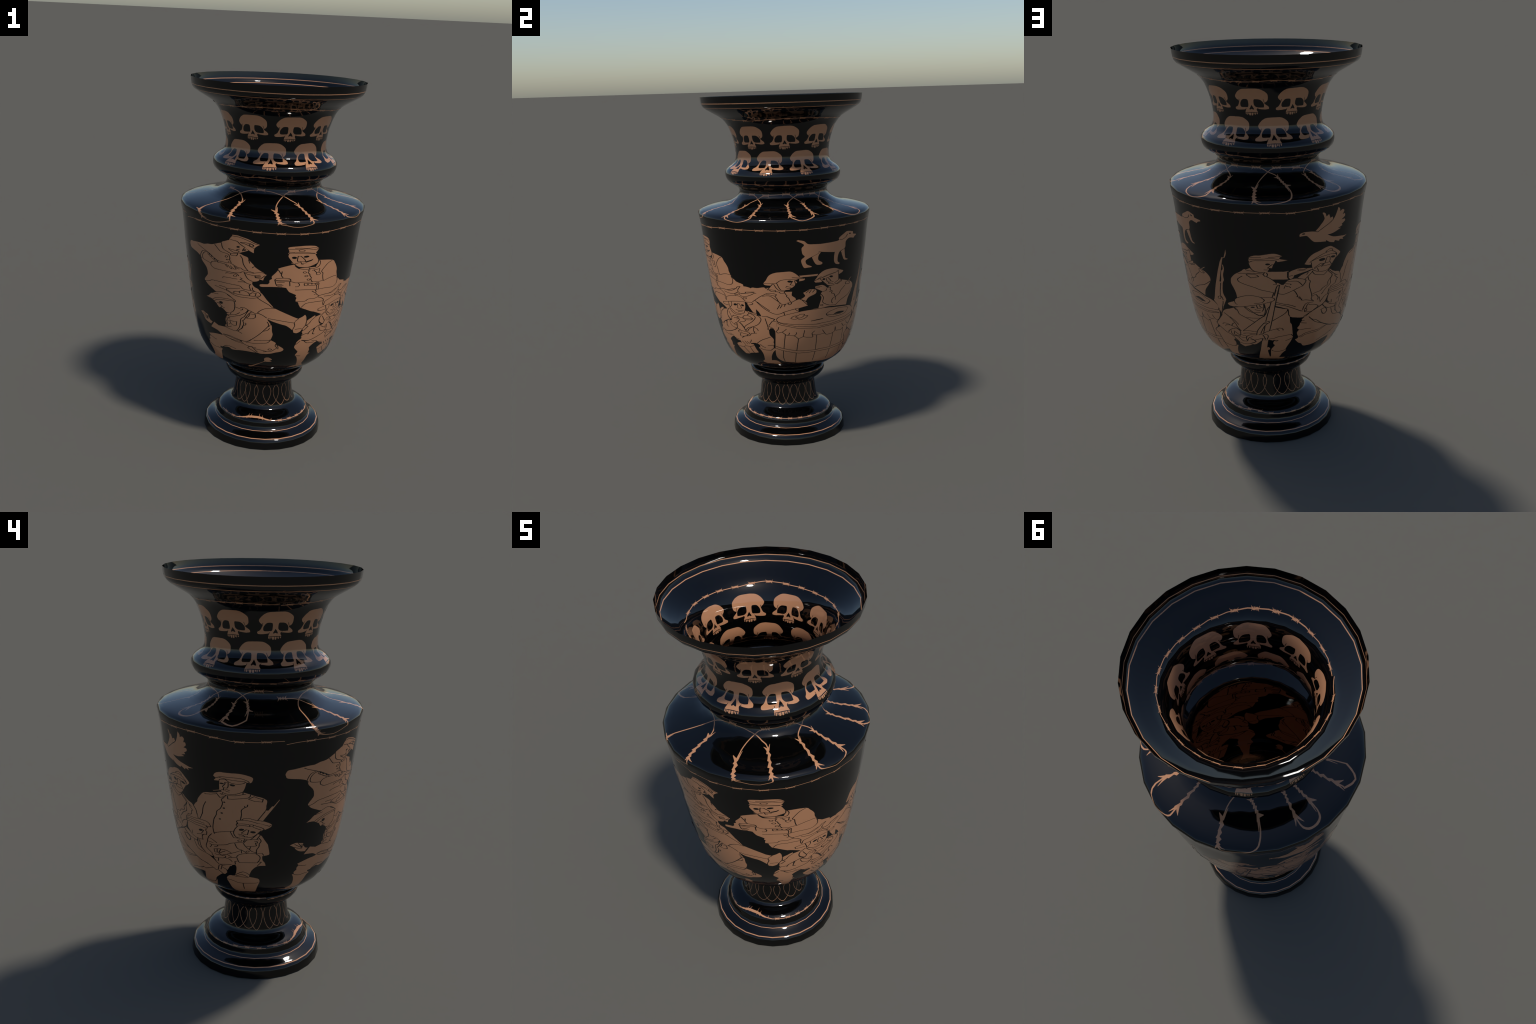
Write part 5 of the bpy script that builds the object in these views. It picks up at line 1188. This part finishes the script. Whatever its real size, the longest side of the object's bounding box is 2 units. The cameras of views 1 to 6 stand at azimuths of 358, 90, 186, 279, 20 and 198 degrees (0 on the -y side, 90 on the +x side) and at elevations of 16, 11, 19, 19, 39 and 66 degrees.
def small_knot(coat, azimuth, z):
    """Slanting turns and two forks on the inner wire."""
    half = 0.0150
    h = half / SHEET
    coat.stroke([(azimuth - h, z), (azimuth + h, z)], 0.0036)
    for i in range(5):
        c = azimuth + (i - 2) * 0.42 * h
        coat.stroke([(c - 0.10 * h, z - 0.0060), (c + 0.16 * h, z + 0.0065)], 0.0024)
    for end in (-1, 1):
        for up in (-1, 1):
            c = azimuth + end * h * 0.9
            coat.stroke([(c, z), (c + end * h * 0.42, z + up * 0.0110)], 0.0030, taper=True)


# crossing, left knot, right knot, right strand wound from-to, points of the bend, left strand wound to-from; (azimuth, height)
SHOULDER_LOOPS = [
    ((318.7, 1.4194), (301.0, 1.4312), (342.6, 1.4480), (328.2, 1.3897), (331.6, 1.3505), [(332.0, 1.3271), (325.4, 1.3104), (319.5, 1.3055)], (311.5, 1.3153), (307.5, 1.3522)),
    ((368.0, 1.4248), (342.6, 1.4480), (378.1, 1.4461), (379.9, 1.3910), (381.1, 1.3509), [(381.6, 1.3400), (380.2, 1.3291), (371.8, 1.3173), (365.4, 1.3271)], (361.7, 1.3360), (359.3, 1.3774)),
    ((416.3, 1.4272), (404.9, 1.4499), (425.8, 1.4480), (423.5, 1.4022), (426.4, 1.3638), [(425.6, 1.3491), (418.4, 1.3320), (409.5, 1.3410)], (406.9, 1.3556), (407.1, 1.3955)),
    ((460.7, 1.4361), (452.2, 1.4557), (469.3, 1.4499), (469.8, 1.4027), (469.2, 1.3670), [(467.2, 1.3535), (459.9, 1.3400), (454.2, 1.3539)], (453.0, 1.3612), (452.4, 1.4002)),
    ((497.6, 1.4312), (488.1, 1.4499), (506.7, 1.4547), (508.3, 1.4047), (509.4, 1.3663), [(508.8, 1.3522), (502.0, 1.3410), (494.0, 1.3491)], (489.5, 1.3731), (492.9, 1.4083)),
    ((546.4, 1.4345), (533.8, 1.4547), (555.6, 1.4527), (555.4, 1.4148), (560.9, 1.3828), [(560.1, 1.3621), (556.3, 1.3484), (545.4, 1.3370)], (539.3, 1.3484), (537.2, 1.3828)),
    ((589.5, 1.4337), (578.2, 1.4452), (607.0, 1.4597), (594.7, 1.4148), (597.0, 1.3794), [(595.2, 1.3643), (590.0, 1.3589), (585.5, 1.3626)], (583.5, 1.3754), (584.5, 1.4108)),
    ((620.7, 1.4415), (607.0, 1.4597), (637.4, 1.4656), (626.3, 1.4194), (629.9, 1.3884), [(630.8, 1.3716), (624.2, 1.3569), (616.9, 1.3643)], (617.1, 1.3709), (615.1, 1.4093)),
]


for inside in (False, True):
    previous = None
    for cross, lk, rk, r0, r1, bend, l1, l0 in SHOULDER_LOOPS:
        route = [lk, (lk[0] * 0.45 + cross[0] * 0.55, lk[1] * 0.7 + cross[1] * 0.3), cross, (cross[0] * 0.5 + r0[0] * 0.5 + 1.0, cross[1] * 0.5 + r0[1] * 0.5), r0, r1] + bend + \
                [l1, l0, (cross[0] * 0.4 + l0[0] * 0.6 - 0.8, cross[1] * 0.5 + l0[1] * 0.5), cross, (rk[0] * 0.45 + cross[0] * 0.55, rk[1] * 0.7 + cross[1] * 0.3), rk]
        if previous and lk != previous:
            route = [previous] + route
        wire = Coat()
        wire.stroke(along(smooth(route, False)), 0.0031)
        ob = wire.lay("wire_loop", 1, CLAY, VASE, inside)
        for a, b in ((r0, r1), (l0, l1)):
            barbs = Coat()
            wrap(barbs, a, b, 5, 0.0064)
            barbs.lay("wound_barbs", 2, CLAY, ob, inside)
        for at in (lk, rk):
            if at != previous:
                turns = Coat()
                small_knot(turns, *at)
                turns.lay("barb_knot", 3, CLAY, ob, inside)
        previous = rk
    tail = Coat()
    tail.stroke(along([(637.4, 1.4656), (645, 1.4668), (651.8, 1.4640)]), 0.0024)
    tail.lay("wire_end", 1, CLAY, VASE, inside)
